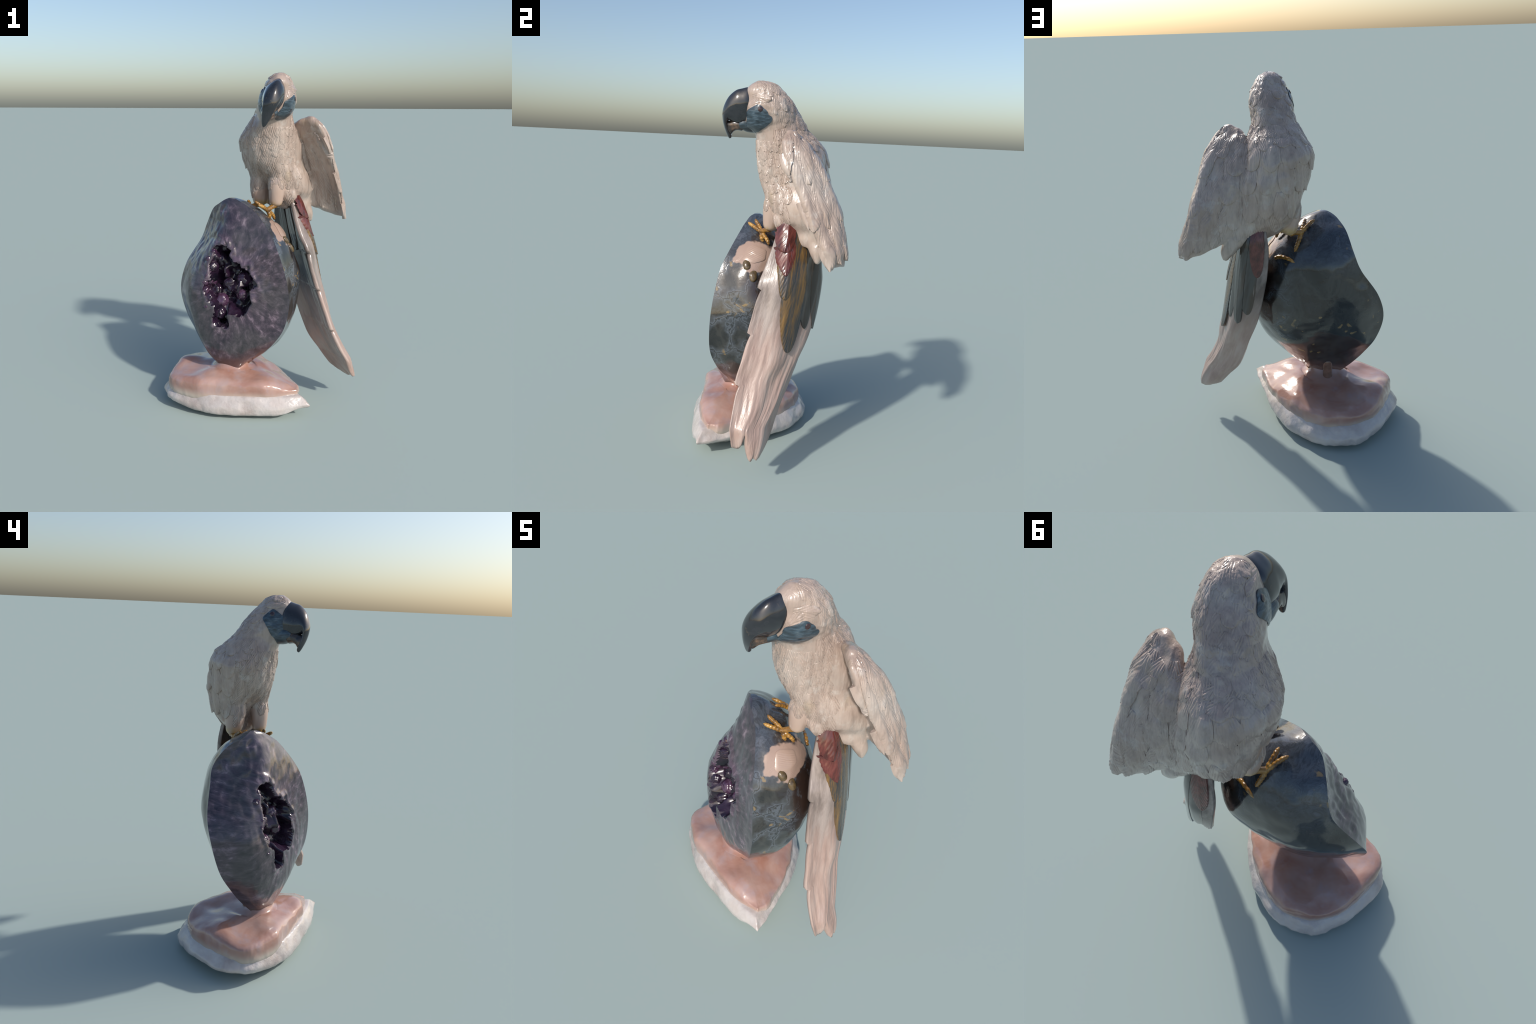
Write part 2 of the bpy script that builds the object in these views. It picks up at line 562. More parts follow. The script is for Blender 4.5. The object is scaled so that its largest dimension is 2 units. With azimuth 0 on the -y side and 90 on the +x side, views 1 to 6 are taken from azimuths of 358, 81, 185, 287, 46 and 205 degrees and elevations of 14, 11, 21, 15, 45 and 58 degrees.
def ell(cx, cy, rx, ry, z, n=260, ph=0.0):
    # starts in the direction of the pointed corner, same sense as the outlines
    a0 = math.atan2(OUT_TOP[0][1] - BC[1], OUT_TOP[0][0] - BC[0])
    return [(cx + rx * math.cos(a0 + t), cy + ry * math.sin(a0 + t), z) for t in np.linspace(0, 2 * math.pi, n, endpoint=False)]


pink_rings += [ell(-0.178, -0.085, 0.135, 0.110, 0.242), ell(-0.182, -0.092, 0.105, 0.076, 0.256), ell(-0.180, -0.096, 0.088, 0.058, 0.285),
               ell(-0.175, -0.095, 0.085, 0.05, 0.315), ell(-0.17, -0.09, 0.07, 0.04, 0.35)]
pink = loft("pink_layer", catmull(np.array(pink_rings).reshape(len(pink_rings), -1), 70).reshape(70, -1, 3), mat=PINK, parent=base)
peg = tube("peg", [(-0.195, -0.028, 0.20), (-0.196, -0.02, 0.27), (-0.198, 0.0, 0.38)], [0.028, 0.028, 0.028], 20, mat=PEG, parent=base)

# ---------------------------------------------------------------- geode
# each level: z and eight points: sawn ridge, front middle, front left, left, back left, back, back right, right
GEODE = [
    (0.208, [(-0.125, -0.105), (-0.152, -0.125), (-0.185, -0.118), (-0.205, -0.10), (-0.185, -0.085), (-0.155, -0.08), (-0.135, -0.085), (-0.12, -0.095)]),
    (0.225, [(-0.108, -0.10), (-0.15, -0.145), (-0.21, -0.125), (-0.242, -0.085), (-0.20, -0.07), (-0.16, -0.06), (-0.12, -0.07), (-0.10, -0.085)]),
    (0.265, [(-0.09, -0.105), (-0.145, -0.165), (-0.255, -0.125), (-0.278, -0.065), (-0.23, -0.055), (-0.16, -0.045), (-0.105, -0.07), (-0.072, -0.088)]),
    (0.34, [(-0.01, -0.155), (-0.13, -0.20), (-0.312, -0.135), (-0.338, -0.025), (-0.26, -0.005), (-0.16, 0.005), (-0.06, -0.02), (0.018, -0.10)]),
    (0.43, [(0.06, -0.22), (-0.11, -0.235), (-0.348, -0.148), (-0.402, 0.010), (-0.285, 0.05), (-0.16, 0.065), (-0.02, 0.035), (0.118, -0.10)]),
    (0.55, [(0.122, -0.27), (-0.09, -0.246), (-0.375, -0.158), (-0.468, 0.052), (-0.335, 0.11), (-0.16, 0.142), (0.05, 0.098), (0.187, -0.06)]),
    (0.70, [(0.149, -0.279), (-0.08, -0.232), (-0.398, -0.128), (-0.503, 0.086), (-0.365, 0.17), (-0.16, 0.215), (0.10, 0.148), (0.23, -0.025)]),
    (0.85, [(0.130, -0.263), (-0.08, -0.195), (-0.360, -0.100), (-0.468, 0.132), (-0.345, 0.215), (-0.17, 0.25), (0.115, 0.182), (0.23, -0.015)]),
    (1.00, [(0.085, -0.227), (-0.09, -0.158), (-0.277, -0.085), (-0.374, 0.158), (-0.28, 0.222), (-0.17, 0.244), (0.08, 0.172), (0.168, -0.045)]),
    (1.10, [(0.040, -0.177), (-0.09, -0.134), (-0.235, -0.07), (-0.334, 0.160), (-0.262, 0.196), (-0.165, 0.213), (0.038, 0.143), (0.118, -0.02)]),
    (1.20, [(-0.03, -0.113), (-0.11, -0.095), (-0.215, -0.04), (-0.294, 0.10), (-0.25, 0.13), (-0.18, 0.145), (-0.052, 0.10), (0.008, -0.005)]),
    (1.245, [(-0.09, -0.075), (-0.14, -0.062), (-0.205, -0.025), (-0.252, 0.032), (-0.225, 0.06), (-0.175, 0.08), (-0.11, 0.065), (-0.065, 0.0)]),
    (1.268, [(-0.13, -0.05), (-0.15, -0.044), (-0.19, -0.022), (-0.222, 0.01), (-0.208, 0.032), (-0.175, 0.045), (-0.13, 0.035), (-0.11, 0.0)]),
    (1.281, [(-0.16, -0.02), (-0.165, -0.02), (-0.18, -0.015), (-0.195, 0.0), (-0.19, 0.01), (-0.175, 0.016), (-0.16, 0.012), (-0.155, 0.0)]),
]
ROWS, COLS = 190, 260
FACE_END = 0.46
lv = np.array([[z] + [c for p in pts for c in p] for z, pts in GEODE])
lv = catmull(lv, ROWS)
gz = lv[:, 0]
gpos = np.zeros((ROWS, COLS, 3))
for r in range(ROWS):
    p = lv[r, 1:].reshape(8, 2)
    nf = int(COLS * FACE_END)            # both the ridge and the rim stay sharp
    gpos[r, :nf, :2] = catmull(p[:4], nf + 1)[:-1]
    gpos[r, nf:, :2] = catmull(np.vstack([p[3:], p[:1]]), COLS - nf + 1)[:-1]
    gpos[r, :, 2] = gz[r]
face_cols = int(COLS * FACE_END)

# cavity: a few capsules in the plane of the cut, blended and roughened
CAPS = [((-0.165, 0.83), (-0.168, 0.715), 0.100), ((-0.225, 0.68), (-0.252, 0.585), 0.050), ((-0.21, 0.92), (-0.24, 1.0), 0.040), ((-0.265, 0.88), (-0.285, 0.72), 0.055), ((-0.10, 0.79), (-0.075, 0.79), 0.03)]


def cavity(x, z):
    d = 9
    for (ax, az), (bx, bz), r in CAPS:
        ex, ez = bx - ax, bz - az
        t = min(1, max(0, ((x - ax) * ex + (z - az) * ez) / (ex * ex + ez * ez)))
        q = math.hypot(x - ax - t * ex, z - az - t * ez) - r
        h = max(0.035 - abs(d - q), 0) / 0.035
        d = min(d, q) - h * h * 0.035 * 0.25
    return d + 0.030 * fbm((x * 15, z * 15, 3.3), 1.0, 3)


face_mask = np.zeros((ROWS, COLS))
for r in range(ROWS):
    for c in range(COLS):
        x, y, z = gpos[r, c]
        u = c / face_cols
        if c <= face_cols:
            edge = float(smoothstep(0, 0.09, u) * smoothstep(1.0, 0.93, u) * smoothstep(0.27, 0.36, z) * smoothstep(1.27, 1.2, z))
            d = cavity(x, z) if y < 0.03 else 1
            rip = 0.005 * fbm((x * 9, y * 9, z * 6), 1.0, 3) + 0.0015 * noise.noise(Vector((x * 40, y * 40, z * 14)))
            left = float(smoothstep(0.55, 0.75, u) * smoothstep(0.75, 0.95, z))
            rip += left * 0.012 * noise.noise(Vector((x * 30, y * 30, z * 17)))
            dx, dy = 0.42, 0.907
            push = -rip * edge
            if d < 0.03:
                depth = float(smoothstep(0.003, -0.042, d))
                lip = 0.010 * float(smoothstep(0.03, 0.004, d)) * float(smoothstep(-0.01, 0.004, d))
                dist, pts = noise.voronoi(Vector((x * 13, y * 2, z * 13)))
                rnd = noise.cell_vector(pts[0] * 5.0)
                facet = (rnd.x - 0.5) * 2.0 * (x * 13 - pts[0].x) + (rnd.z - 0.5) * 2.0 * (z * 13 - pts[0].z)
                push += edge * (depth * (0.095 + 0.075 * facet + 0.05 * (rnd.y - 0.5)) - lip)
                face_mask[r, c] = 1.0 if d < -0.004 else 0.0
            gpos[r, c] = (x + dx * push, y + dy * push, z)
        else:
            a = 0.007 * fbm((x * 5, y * 5, z * 5), 1.0, 3)
            e = float(smoothstep(1.0, 1.12, u) * smoothstep(COLS / face_cols, COLS / face_cols - 0.1, u))
            cx, cy = -0.14, 0.0
            n2 = math.hypot(x - cx, y - cy) + 1e-6
            gpos[r, c] = (x + (x - cx) / n2 * a * e, y + (y - cy) / n2 * a * e, z)

flat = gpos.reshape(-1, 3)
allf = grid_faces(ROWS, COLS, True)


def pick(name, sel, mat, parent, extra=()):
    used = {}
    fs = []
    for f in list(sel) + list(extra):
        fs.append([used.setdefault(i, len(used)) for i in f])
    vs = [None] * len(used)
    for i, j in used.items():
        vs[j] = flat[i]
    return new_mesh(name, vs, fs, mat, parent)


def is_cav(f):
    return sum(face_mask[i // COLS, i % COLS] for i in f) >= 2


face_f = [f for f in allf if (f[0] % COLS) < face_cols]
shell_f = [f for f in allf if (f[0] % COLS) >= face_cols]
cap_top = [[(ROWS - 1) * COLS + c for c in range(COLS)]]
cap_bot = [[c for c in range(COLS)][::-1]]
geode = pick("geode", shell_f, SHELL, ROOT, cap_top + cap_bot)
face_ob = pick("sawn_face", [f for f in face_f if not is_cav(f)], FACE, geode)
cav_ob = pick("cavity", [f for f in face_f if is_cav(f)], CAVITY, geode)
whole = new_mesh("geode_probe", flat, allf + cap_top + cap_bot)
fix_normals(whole)
for ob in (geode, face_ob, cav_ob):
    pass


def bvh_of(ob):
    bm = bmesh.new()
    bm.from_mesh(ob.data)
    bmesh.ops.triangulate(bm, faces=bm.faces)
    t = BVHTree.FromBMesh(bm)
    bm.free()
    return t


geode_bvh = bvh_of(whole)


def crystal(name, base, axis, r, h, twist, mat, parent):
    """six-sided prism with a pyramid tip, softened edges"""
    bm = bmesh.new()
    vs = []
    for z, k in ((-0.5 * h, 1.0), (0.38 * h, 0.92)):
        vs.append([bm.verts.new((r * k * math.cos(a + twist) * RNG.uniform(0.9, 1.1), r * k * math.sin(a + twist), z)) for a in np.linspace(0, 2 * math.pi, 6, endpoint=False)])
    tip = bm.verts.new((r * RNG.uniform(-0.2, 0.2), r * RNG.uniform(-0.2, 0.2), h))
    for i in range(6):
        j = (i + 1) % 6
        bm.faces.new((vs[0][i], vs[0][j], vs[1][j], vs[1][i]))
        bm.faces.new((vs[1][i], vs[1][j], tip))
    bm.faces.new(vs[0][::-1])
    bmesh.ops.bevel(bm, geom=bm.edges[:], offset=r * 0.2, segments=3, affect="EDGES")
    q = Vector((0, 0, 1)).rotation_difference(Vector(axis).normalized())
    bmesh.ops.transform(bm, matrix=Matrix.Translation(Vector(base)) @ q.to_matrix().to_4x4(), verts=bm.verts)
    me = bpy.data.meshes.new(name)
    bm.to_mesh(me)
    bm.free()
    me.polygons.foreach_set("use_smooth", [True] * len(me.polygons))
    me.set_sharp_from_angle(angle=math.radians(55))
    me.materials.append(mat)
    ob = bpy.data.objects.new(name, me)
    bpy.context.scene.collection.objects.link(ob)
    ob.parent = parent
    return ob


INTO = Vector((0.42, 0.907, 0))
placed = []


def grow(n, zone, size, test, sink, mats, jitter):
    """seat n crystals of a size range on the face, inside a zone of the plane of the cut"""
    tries = count = 0
    while count < n and tries < 4000:
        tries += 1
        x, z = zone()
        if not test(cavity(x, z)):
            continue
        hit = geode_bvh.ray_cast(Vector((x, -0.1, z)) - INTO * 0.5, INTO)
        if hit[0] is None:
            continue
        r = RNG.uniform(*size)
        if any((hit[0] - p).length < 0.72 * (r + s_) for p, s_ in placed):
            continue
        placed.append((hit[0], r))
        count += 1
        ax = hit[1] * 0.6 + Vector((RNG.uniform(-jitter, jitter) - 0.15, -0.5, RNG.uniform(-jitter, jitter)))
        crystal("crystal", hit[0] + INTO * sink * r, ax, r, r * RNG.uniform(0.9, 1.3), RNG.random(), mats[0] if RNG.random() < mats[2] else mats[1], geode)


grow(16, lambda: (RNG.uniform(-0.32, -0.05), RNG.uniform(0.54, 1.0)), (0.034, 0.056), lambda d: d < -0.018, 0.6, (CRYSTAL, CAVITY, 0.22), 0.9)


def lip_zone():
    z = RNG.uniform(0.58, 0.97)
    return -0.325 + 0.05 * (abs(z - 0.8) / 0.2) ** 2 * (0.8 if z < 0.8 else 0.4) + RNG.uniform(-0.006, 0.035), z


# bright crystal crust on the left lip
grow(18, lip_zone, (0.022, 0.036), lambda d: d < 0.012, 0.75, (CRYSTAL, CRYSTAL, 1), 0.6)


def nodule(name, loc, nrm, r, flat_, mat, parent, seed):
    bm = bmesh.new()
    bmesh.ops.create_icosphere(bm, subdivisions=4, radius=1)
    q = Vector((0, 0, 1)).rotation_difference(Vector(nrm))
    for v in bm.verts:
        k = 1 + 0.16 * noise.noise(v.co * 1.6 + Vector((seed, 0, 0)))
        v.co = Vector((v.co.x * r[0] * k, v.co.y * r[1] * k, v.co.z * flat_))
    bmesh.ops.transform(bm, matrix=Matrix.Translation(loc) @ q.to_matrix().to_4x4(), verts=bm.verts)
    me = bpy.data.meshes.new(name)
    bm.to_mesh(me)
    bm.free()
    me.polygons.foreach_set("use_smooth", [True] * len(me.polygons))
    me.materials.append(mat)
    ob = bpy.data.objects.new(name, me)
    bpy.context.scene.collection.objects.link(ob)
    ob.parent = parent
    return ob


def on_geode(p):
    q = geode_bvh.find_nearest(Vector(p))
    return q[0], q[1]


for i, (p, r) in enumerate((((0.125, -0.084, 1.03), (0.029, 0.020)), ((0.157, -0.056, 0.978), (0.034, 0.022)))):
    l, nn = on_geode(p)
    nodule("nodule", l, nn, r, 0.014, STUD, geode, i * 3.0)


# ---------------------------------------------------------------- plates that follow a surface
def vnormal_bvh(ob):
    me = ob.data
    me.calc_loop_triangles()
    co = [v.co.copy() for v in me.vertices]
    no = [v.normal.copy() for v in me.vertices]
    tris = [tuple(t.vertices) for t in me.loop_triangles]
    tree = BVHTree.FromPolygons(co, tris)

    def look(p):
        loc, nn, idx, dd = tree.find_nearest(p)
        s = Vector((0, 0, 0))
        for i in tris[idx]:
            s += no[i]
        return loc, s.normalized(), dd
    look.tree = tree
    return look


def drop(look, out):
    """project points against a side direction; falls back to the nearest point"""
    d = Vector(out).normalized()

    def f(p):
        hit = look.tree.ray_cast(p + d * 0.12, -d, 0.3)
        if hit[0] is None or hit[1].dot(d) < 0.05:
            return look(p + d * 0.01)
        loc, nn, dd = look(hit[0])
        return hit[0], nn, 0.0
    return f


def leaf_w(v, blunt):
    """half-width profile along a feather, 0 root .. 1 tip"""
    a = 0.55 + 0.45 * math.sin(min(1, v / 0.55) * math.pi / 2)
    t = max(0.0, (v - blunt) / (1 - blunt))
    return a * math.sqrt(max(0.0, 1 - t ** 2.2))


def plume(name, look, root, tip, width, lift=0.006, parent=None, mat=None, barbs=0.0016, pitch=0.010, blunt=0.6, bend=0.0, nu=25, sink=0.004, tiplift=1.0, out=None, flat=False, rake=0.3):
    root, tip = Vector(root), Vector(tip)
    L = (tip - root).length
    rows = max(10, int(L / 0.0036))
    if out:
        look = drop(look, out)
    mid, n0, _ = look((root + tip) / 2)
    ax = (tip - root).normalized()
    side = ax.cross(n0).normalized()
    seed = RNG.uniform(0, 50)
    verts, top = [], []
    for i in range(rows + 1):
        v = i / rows
        w = max(0.02, leaf_w(v, blunt)) * width / 2
        for j in range(nu):
            u = -1 + 2 * j / (nu - 1)
            p = root.lerp(tip, v) + side * (u * w + bend * L * math.sin(v * math.pi) * 0.5)
            loc, nn, dd = look(p)
            ridge = 1 - abs(u) ** 2.2
            rach = math.exp(-(u / 0.16) ** 2)
            if flat:
                h = lift * (0.8 + 0.2 * v) * (0.78 + 0.22 * ridge)
            else:
                h = lift * (0.25 + 0.75 * v ** 1.2 * tiplift) * (0.45 + 0.55 * ridge) * min(1.0, v * 5)
            h += 0.12 * lift * rach
            ph = (abs(u) * w * 0.95 - v * L * rake) / pitch
            h += barbs * math.sin(2 * math.pi * ph + 1.2 * noise.noise(Vector((u * 2, v * 5, seed)))) * (1 - rach)
            h += (0.1 if flat else 0.25) * lift * noise.noise(Vector((u * 1.5 + seed, v * 4, 0)))
            if v < 0.06 and not flat:
                h -= sink
            verts.append(loc + nn * h)
            if i == rows or j in (0, nu - 1) or i == 0:
                pass
    faces = grid_faces(rows + 1, nu, False)
    # skirt that closes the edges down into the body
    border = [j for j in range(nu)] + [i * nu + nu - 1 for i in range(1, rows + 1)] + [rows * nu + j for j in range(nu - 2, -1, -1)] + [i * nu for i in range(rows - 1, 0, -1)]
    k = len(verts)
    for b in border:
        loc, nn, dd = look(verts[b])
        verts.append(loc - nn * sink)
    m = len(border)
    for i in range(m):
        j = (i + 1) % m
        faces.append((border[j], border[i], k + i, k + j))
    return new_mesh(name, verts, faces, mat, parent, angle=50)


def blade(name, pts, widths, normal, thick, mat, parent, camber=0.0, n=40, nu=13, barbs=0.0, pitch=0.01):
    """free-standing feather: a lens-section solid along a curve"""
    c = catmull(pts, n)
    w = catmull(np.array(widths, float)[:, None], n)[:, 0]
    nn = np.array(normal, float)
    rings = []
    for i in range(n):
        t = c[min(i + 1, n - 1)] - c[max(i - 1, 0)]
        t /= np.linalg.norm(t)
        s = np.cross(t, nn)
        s /= np.linalg.norm(s)
        nl = np.cross(s, t)
        ring = []
        arc = np.linalg.norm(c[i] - c[0])
        for sgn in (1, -1):
            us = np.linspace(-1, 1, nu) if sgn > 0 else np.linspace(1, -1, nu)[1:-1]
            for u in us:
                h = sgn * thick * 0.5 * (1 - abs(u) ** 3) + camber * (1 - u * u)
                if barbs:
                    h += sgn * barbs * math.sin(2 * math.pi * (arc - abs(u) * w[i] * 0.5) / pitch) * (1 - abs(u) ** 4)
                ring.append(c[i] + s * u * w[i] / 2 + nl * h)
        rings.append(ring)
    return loft(name, rings, mat=mat, parent=parent, angle=55)


# ---------------------------------------------------------------- bird body (one smooth surface)
BODY = [
    (1.17, [(0.235, 0.17), (0.22, 0.19), (0.205, 0.215), (0.22, 0.235), (0.27, 0.255), (0.32, 0.27), (0.335, 0.25), (0.28, 0.19)]),
    (1.205, [(0.15, 0.11), (0.10, 0.13), (0.07, 0.16), (0.09, 0.205), (0.15, 0.235), (0.27, 0.27), (0.332, 0.25), (0.25, 0.155)]),
    (1.245, [(0.15, 0.09), (0.10, 0.13), (0.02, 0.165), (0.03, 0.22), (0.11, 0.26), (0.25, 0.292), (0.325, 0.245), (0.235, 0.14)]),
    (1.30, [(0.135, 0.055), (0.085, 0.11), (-0.015, 0.17), (-0.008, 0.252), (0.09, 0.298), (0.235, 0.295), (0.33, 0.232), (0.242, 0.095)]),
    (1.38, [(0.10, 0.012), (0.045, 0.075), (-0.055, 0.15), (-0.022, 0.276), (0.06, 0.330), (0.205, 0.299), (0.31, 0.215), (0.226, 0.072)]),
    (1.48, [(0.085, -0.022), (-0.037, 0.025), (-0.095, 0.15), (-0.036, 0.286), (0.05, 0.342), (0.188, 0.30), (0.27, 0.205), (0.192, 0.066)]),
    (1.56, [(0.08, -0.040), (-0.06, 0.005), (-0.118, 0.145), (-0.05, 0.278), (0.05, 0.338), (0.175, 0.282), (0.255, 0.17), (0.178, 0.048)]),
    (1.62, [(0.08, -0.048), (-0.06, -0.002), (-0.126, 0.135), (-0.062, 0.274), (0.055, 0.328), (0.17, 0.262), (0.235, 0.14), (0.17, 0.034)]),
    (1.68, [(0.078, -0.055), (-0.04, -0.02), (-0.093, 0.11), (-0.05, 0.25), (0.065, 0.298), (0.165, 0.232), (0.21, 0.115), (0.164, 0.018)]),
    (1.725, [(0.078, -0.062), (-0.015, -0.035), (-0.066, 0.09), (-0.03, 0.212), (0.08, 0.247), (0.155, 0.19), (0.19, 0.09), (0.157, -0.005)]),
    (1.743, [(0.068, -0.080), (-0.004, -0.048), (-0.053, 0.075), (-0.022, 0.19), (0.083, 0.227), (0.152, 0.175), (0.187, 0.078), (0.148, -0.022)]),
    (1.765, [(0.066, -0.112), (0.004, -0.072), (-0.040, 0.06), (-0.01, 0.165), (0.085, 0.211), (0.15, 0.162), (0.182, 0.065), (0.140, -0.056)]),
    (1.805, [(0.072, -0.126), (0.0, -0.086), (-0.03, 0.035), (0.002, 0.135), (0.093, 0.184), (0.155, 0.132), (0.188, 0.042), (0.156, -0.076)]),
    (1.85, [(0.08, -0.126), (0.008, -0.094), (-0.018, 0.012), (0.016, 0.103), (0.102, 0.152), (0.168, 0.10), (0.197, 0.022), (0.163, -0.09)]),
    (1.90, [(0.083, -0.12), (0.022, -0.095), (0.004, -0.01), (0.035, 0.062), (0.11, 0.114), (0.17, 0.068), (0.188, 0.0), (0.155, -0.085)]),
    (1.945, [(0.088, -0.124), (0.044, -0.102), (0.025, -0.03), (0.055, 0.025), (0.112, 0.07), (0.155, 0.035), (0.17, -0.02), (0.145, -0.09)]),
    (1.975, [(0.092, -0.105), (0.062, -0.085), (0.05, -0.035), (0.07, 0.005), (0.108, 0.03), (0.138, 0.01), (0.15, -0.03), (0.132, -0.075)]),
    (1.994, [(0.094, -0.07), (0.078, -0.06), (0.074, -0.04), (0.085, -0.02), (0.1, -0.012), (0.115, -0.02), (0.122, -0.04), (0.113, -0.06)]),
]


def level_loft(name, levels, n_rows, n_cols):
    k = len(levels[0][1])
    a = np.array([[z] + [c for p in pts for c in p] for z, pts in levels])
    a = catmull(a, n_rows)
    rings = []
    for row in a:
        r2 = catmull(row[1:].reshape(k, 2), n_cols, closed=True)
        rings.append([(x, y, row[0]) for x, y in r2])
    return loft(name, rings)


body0 = level_loft("body_core", BODY, 90, 64)
# raised wing: leading edge, outer middle, trailing edge, back root, front valley
WING = [
    (1.12, [(0.544, 0.25), (0.548, 0.285), (0.515, 0.338), (0.497, 0.332), (0.50, 0.30), (0.53, 0.262)]),
    (1.155, [(0.532, 0.235), (0.541, 0.28), (0.498, 0.345), (0.42, 0.318), (0.425, 0.29), (0.50, 0.262)]),
    (1.20, [(0.520, 0.212), (0.534, 0.272), (0.480, 0.350), (0.32, 0.292), (0.345, 0.268), (0.475, 0.255)]),
    (1.30, [(0.493, 0.167), (0.503, 0.240), (0.455, 0.338), (0.25, 0.292), (0.305, 0.258), (0.44, 0.215)]),
    (1.40, [(0.464, 0.130), (0.476, 0.202), (0.434, 0.312), (0.22, 0.290), (0.285, 0.240), (0.405, 0.182)]),
    (1.50, [(0.427, 0.090), (0.444, 0.155), (0.410, 0.266), (0.20, 0.282), (0.26, 0.212), (0.37, 0.145)]),
    (1.60, [(0.390, 0.048), (0.414, 0.104), (0.390, 0.214), (0.19, 0.25), (0.24, 0.165), (0.335, 0.095)]),
    (1.68, [(0.352, 0.032), (0.383, 0.077), (0.358, 0.160), (0.20, 0.198), (0.22, 0.13), (0.29, 0.075)]),
    (1.725, [(0.322, 0.042), (0.348, 0.075), (0.320, 0.125), (0.225, 0.15), (0.225, 0.11), (0.27, 0.066)]),
    (1.755, [(0.304, 0.062), (0.315, 0.075), (0.305, 0.095), (0.285, 0.10), (0.28, 0.085), (0.288, 0.068)]),
]
wing0 = level_loft("wing_core", WING, 60, 48)


def leg(name, pts, rx):
    return tube(name, pts, rx, 24, 30)


thigh_r = leg("t", [(0.10, 0.075, 1.44), (0.095, 0.045, 1.36), (0.09, 0.038, 1.29), (0.089, 0.038, 1.24), (0.088, 0.038, 1.222)], [0.05, 0.052, 0.046, 0.038, 0.014])
thigh_l = leg("t", [(0.0, 0.155, 1.42), (-0.004, 0.155, 1.34), (-0.003, 0.16, 1.27), (0.0, 0.172, 1.225), (0.0, 0.178, 1.203)], [0.055, 0.058, 0.052, 0.04, 0.014])
cover0 = tube("c", [(0.20, 0.22, 1.26), (0.27, 0.245, 1.2), (0.31, 0.25, 1.14), (0.325, 0.248, 1.092)], [0.06, 0.05, 0.035, 0.012], 20, 30)
vent0 = tube("v", [(0.14, 0.10, 1.33), (0.175, 0.095, 1.27), (0.19, 0.10, 1.215)], [0.06, 0.05, 0.012], 20, 24)

bpy.ops.object.select_all(action="DESELECT")
cores = [body0, wing0, thigh_r, thigh_l, cover0, vent0]
for o in cores:
    o.select_set(True)
bpy.context.view_layer.objects.active = body0
bpy.ops.object.join()
md = body0.modifiers.new("r", "REMESH")
md.mode = "VOXEL"
md.voxel_size = 0.0052
md2 = body0.modifiers.new("s", "SMOOTH")
md2.factor = 0.5
md2.iterations = 9
dg = bpy.context.evaluated_depsgraph_get()
me = bpy.data.meshes.new_from_object(body0.evaluated_get(dg))
bpy.data.objects.remove(body0)
body = bpy.data.objects.new("body_whole", me)
bpy.context.scene.collection.objects.link(body)
# carved lumps and streaks over the whole skin
nv = len(me.vertices)
co = np.empty(nv * 3)
no = np.empty(nv * 3)
me.vertices.foreach_get("co", co)
me.vertex_normals.foreach_get("vector", no)
co, no = co.reshape(-1, 3), no.reshape(-1, 3)
for i in range(nv):
    x, y, z = co[i]
    a = 0.0035 * noise.noise(Vector((x * 22, y * 22, z * 14)))
    a += 0.0012 * noise.noise(Vector((x * 60, y * 60, z * 16)))
    if x > 0.33 or (x > 0.24 and z > 1.5):                # long folds between the flight feathers
        a += 0.0075 * noise.noise(Vector((x * 20, y * 20, z * 3.5 + 7)))
    if y > 0.2 and x < 0.3 and z > 1.3:                   # broad steps across the back
        a += 0.006 * noise.noise(Vector((x * 12, 3.0, (z + 0.5 * x) * 16)))
    if z > 1.74 and (y > -0.06):
        a += 0.003 * noise.noise(Vector((x * 30, y * 24, z * 45)))
    if 1.215 < z < 1.36 and ((x - 0.089) ** 2 + (y - 0.035) ** 2) < 0.07 ** 2:
        a *= 0.35
    co[i] += no[i] * a
me.vertices.foreach_set("co", co.reshape(-1))
me.update()
look = vnormal_bvh(body)

# split into named parts that share border vertices and normals
vn = np.empty(nv * 3)
me.vertex_normals.foreach_get("vector", vn)
vn = vn.reshape(-1, 3)


def region(c):
    x, y, z = c
    if z > 1.79:
        return "head"
    if z > 1.725 and x < 0.215:
        return "neck"
    if z < 1.36 and (x - 0.09) ** 2 + (y - 0.036) ** 2 < 0.062 ** 2:
        return "thigh"
    if z < 1.33 and (x + 0.002) ** 2 + (y - 0.165) ** 2 < 0.066 ** 2:
        return "thigh_left"
    # right wing: beyond the valley lines in front and at the back
    ub = interp(z, [1.1, 1.2, 1.4, 1.6, 1.74], [0.39, 0.315, 0.23, 0.195, 0.22])
    uf = interp(z, [1.1, 1.2, 1.4, 1.6, 1.74], [0.42, 0.365, 0.315, 0.275, 0.24])
    lim = interp(y, [0.12, 0.30], [uf, ub]) if z < 1.6 else uf - 0.02
    if x > lim:
        return "wing"
    if y > 0.12 and x < interp(y, [0.12, 0.22, 0.34], [-0.02, 0.08, 0.12]) and 1.33 < z < 1.70:
        return "wing_left"
    return "torso"


parts = {}
for p in me.polygons:
    parts.setdefault(region(p.center), []).append(tuple(p.vertices))
PART = {}
for key, fs in parts.items():
    used = {}
    f2 = [[used.setdefault(i, len(used)) for i in f] for f in fs]
    inv = sorted(used, key=used.get)
    nm = {"thigh_left": "thigh", "wing_left": "wing"}.get(key, key)
    ob = new_mesh(nm, co[inv], f2, THIGH if key.startswith("thigh") else PLUME, ROOT)
    ob.data.normals_split_custom_set_from_vertices([tuple(v) for v in vn[inv]])
    PART[key] = ob
bpy.data.objects.remove(body)

# ---------------------------------------------------------------- feathers on the body
NF = 0


def feather_at(p, down, length, width, part, **kw):
    global NF
    loc, nn, dd = look(Vector(p))
    d = Vector(down)
    d = (d - nn * d.dot(nn)).normalized()
    NF += 1
    return plume("feather", look, loc - d * length * 0.45, loc + d * length * 0.55, width, parent=PART[part], mat=PLUME, **kw)


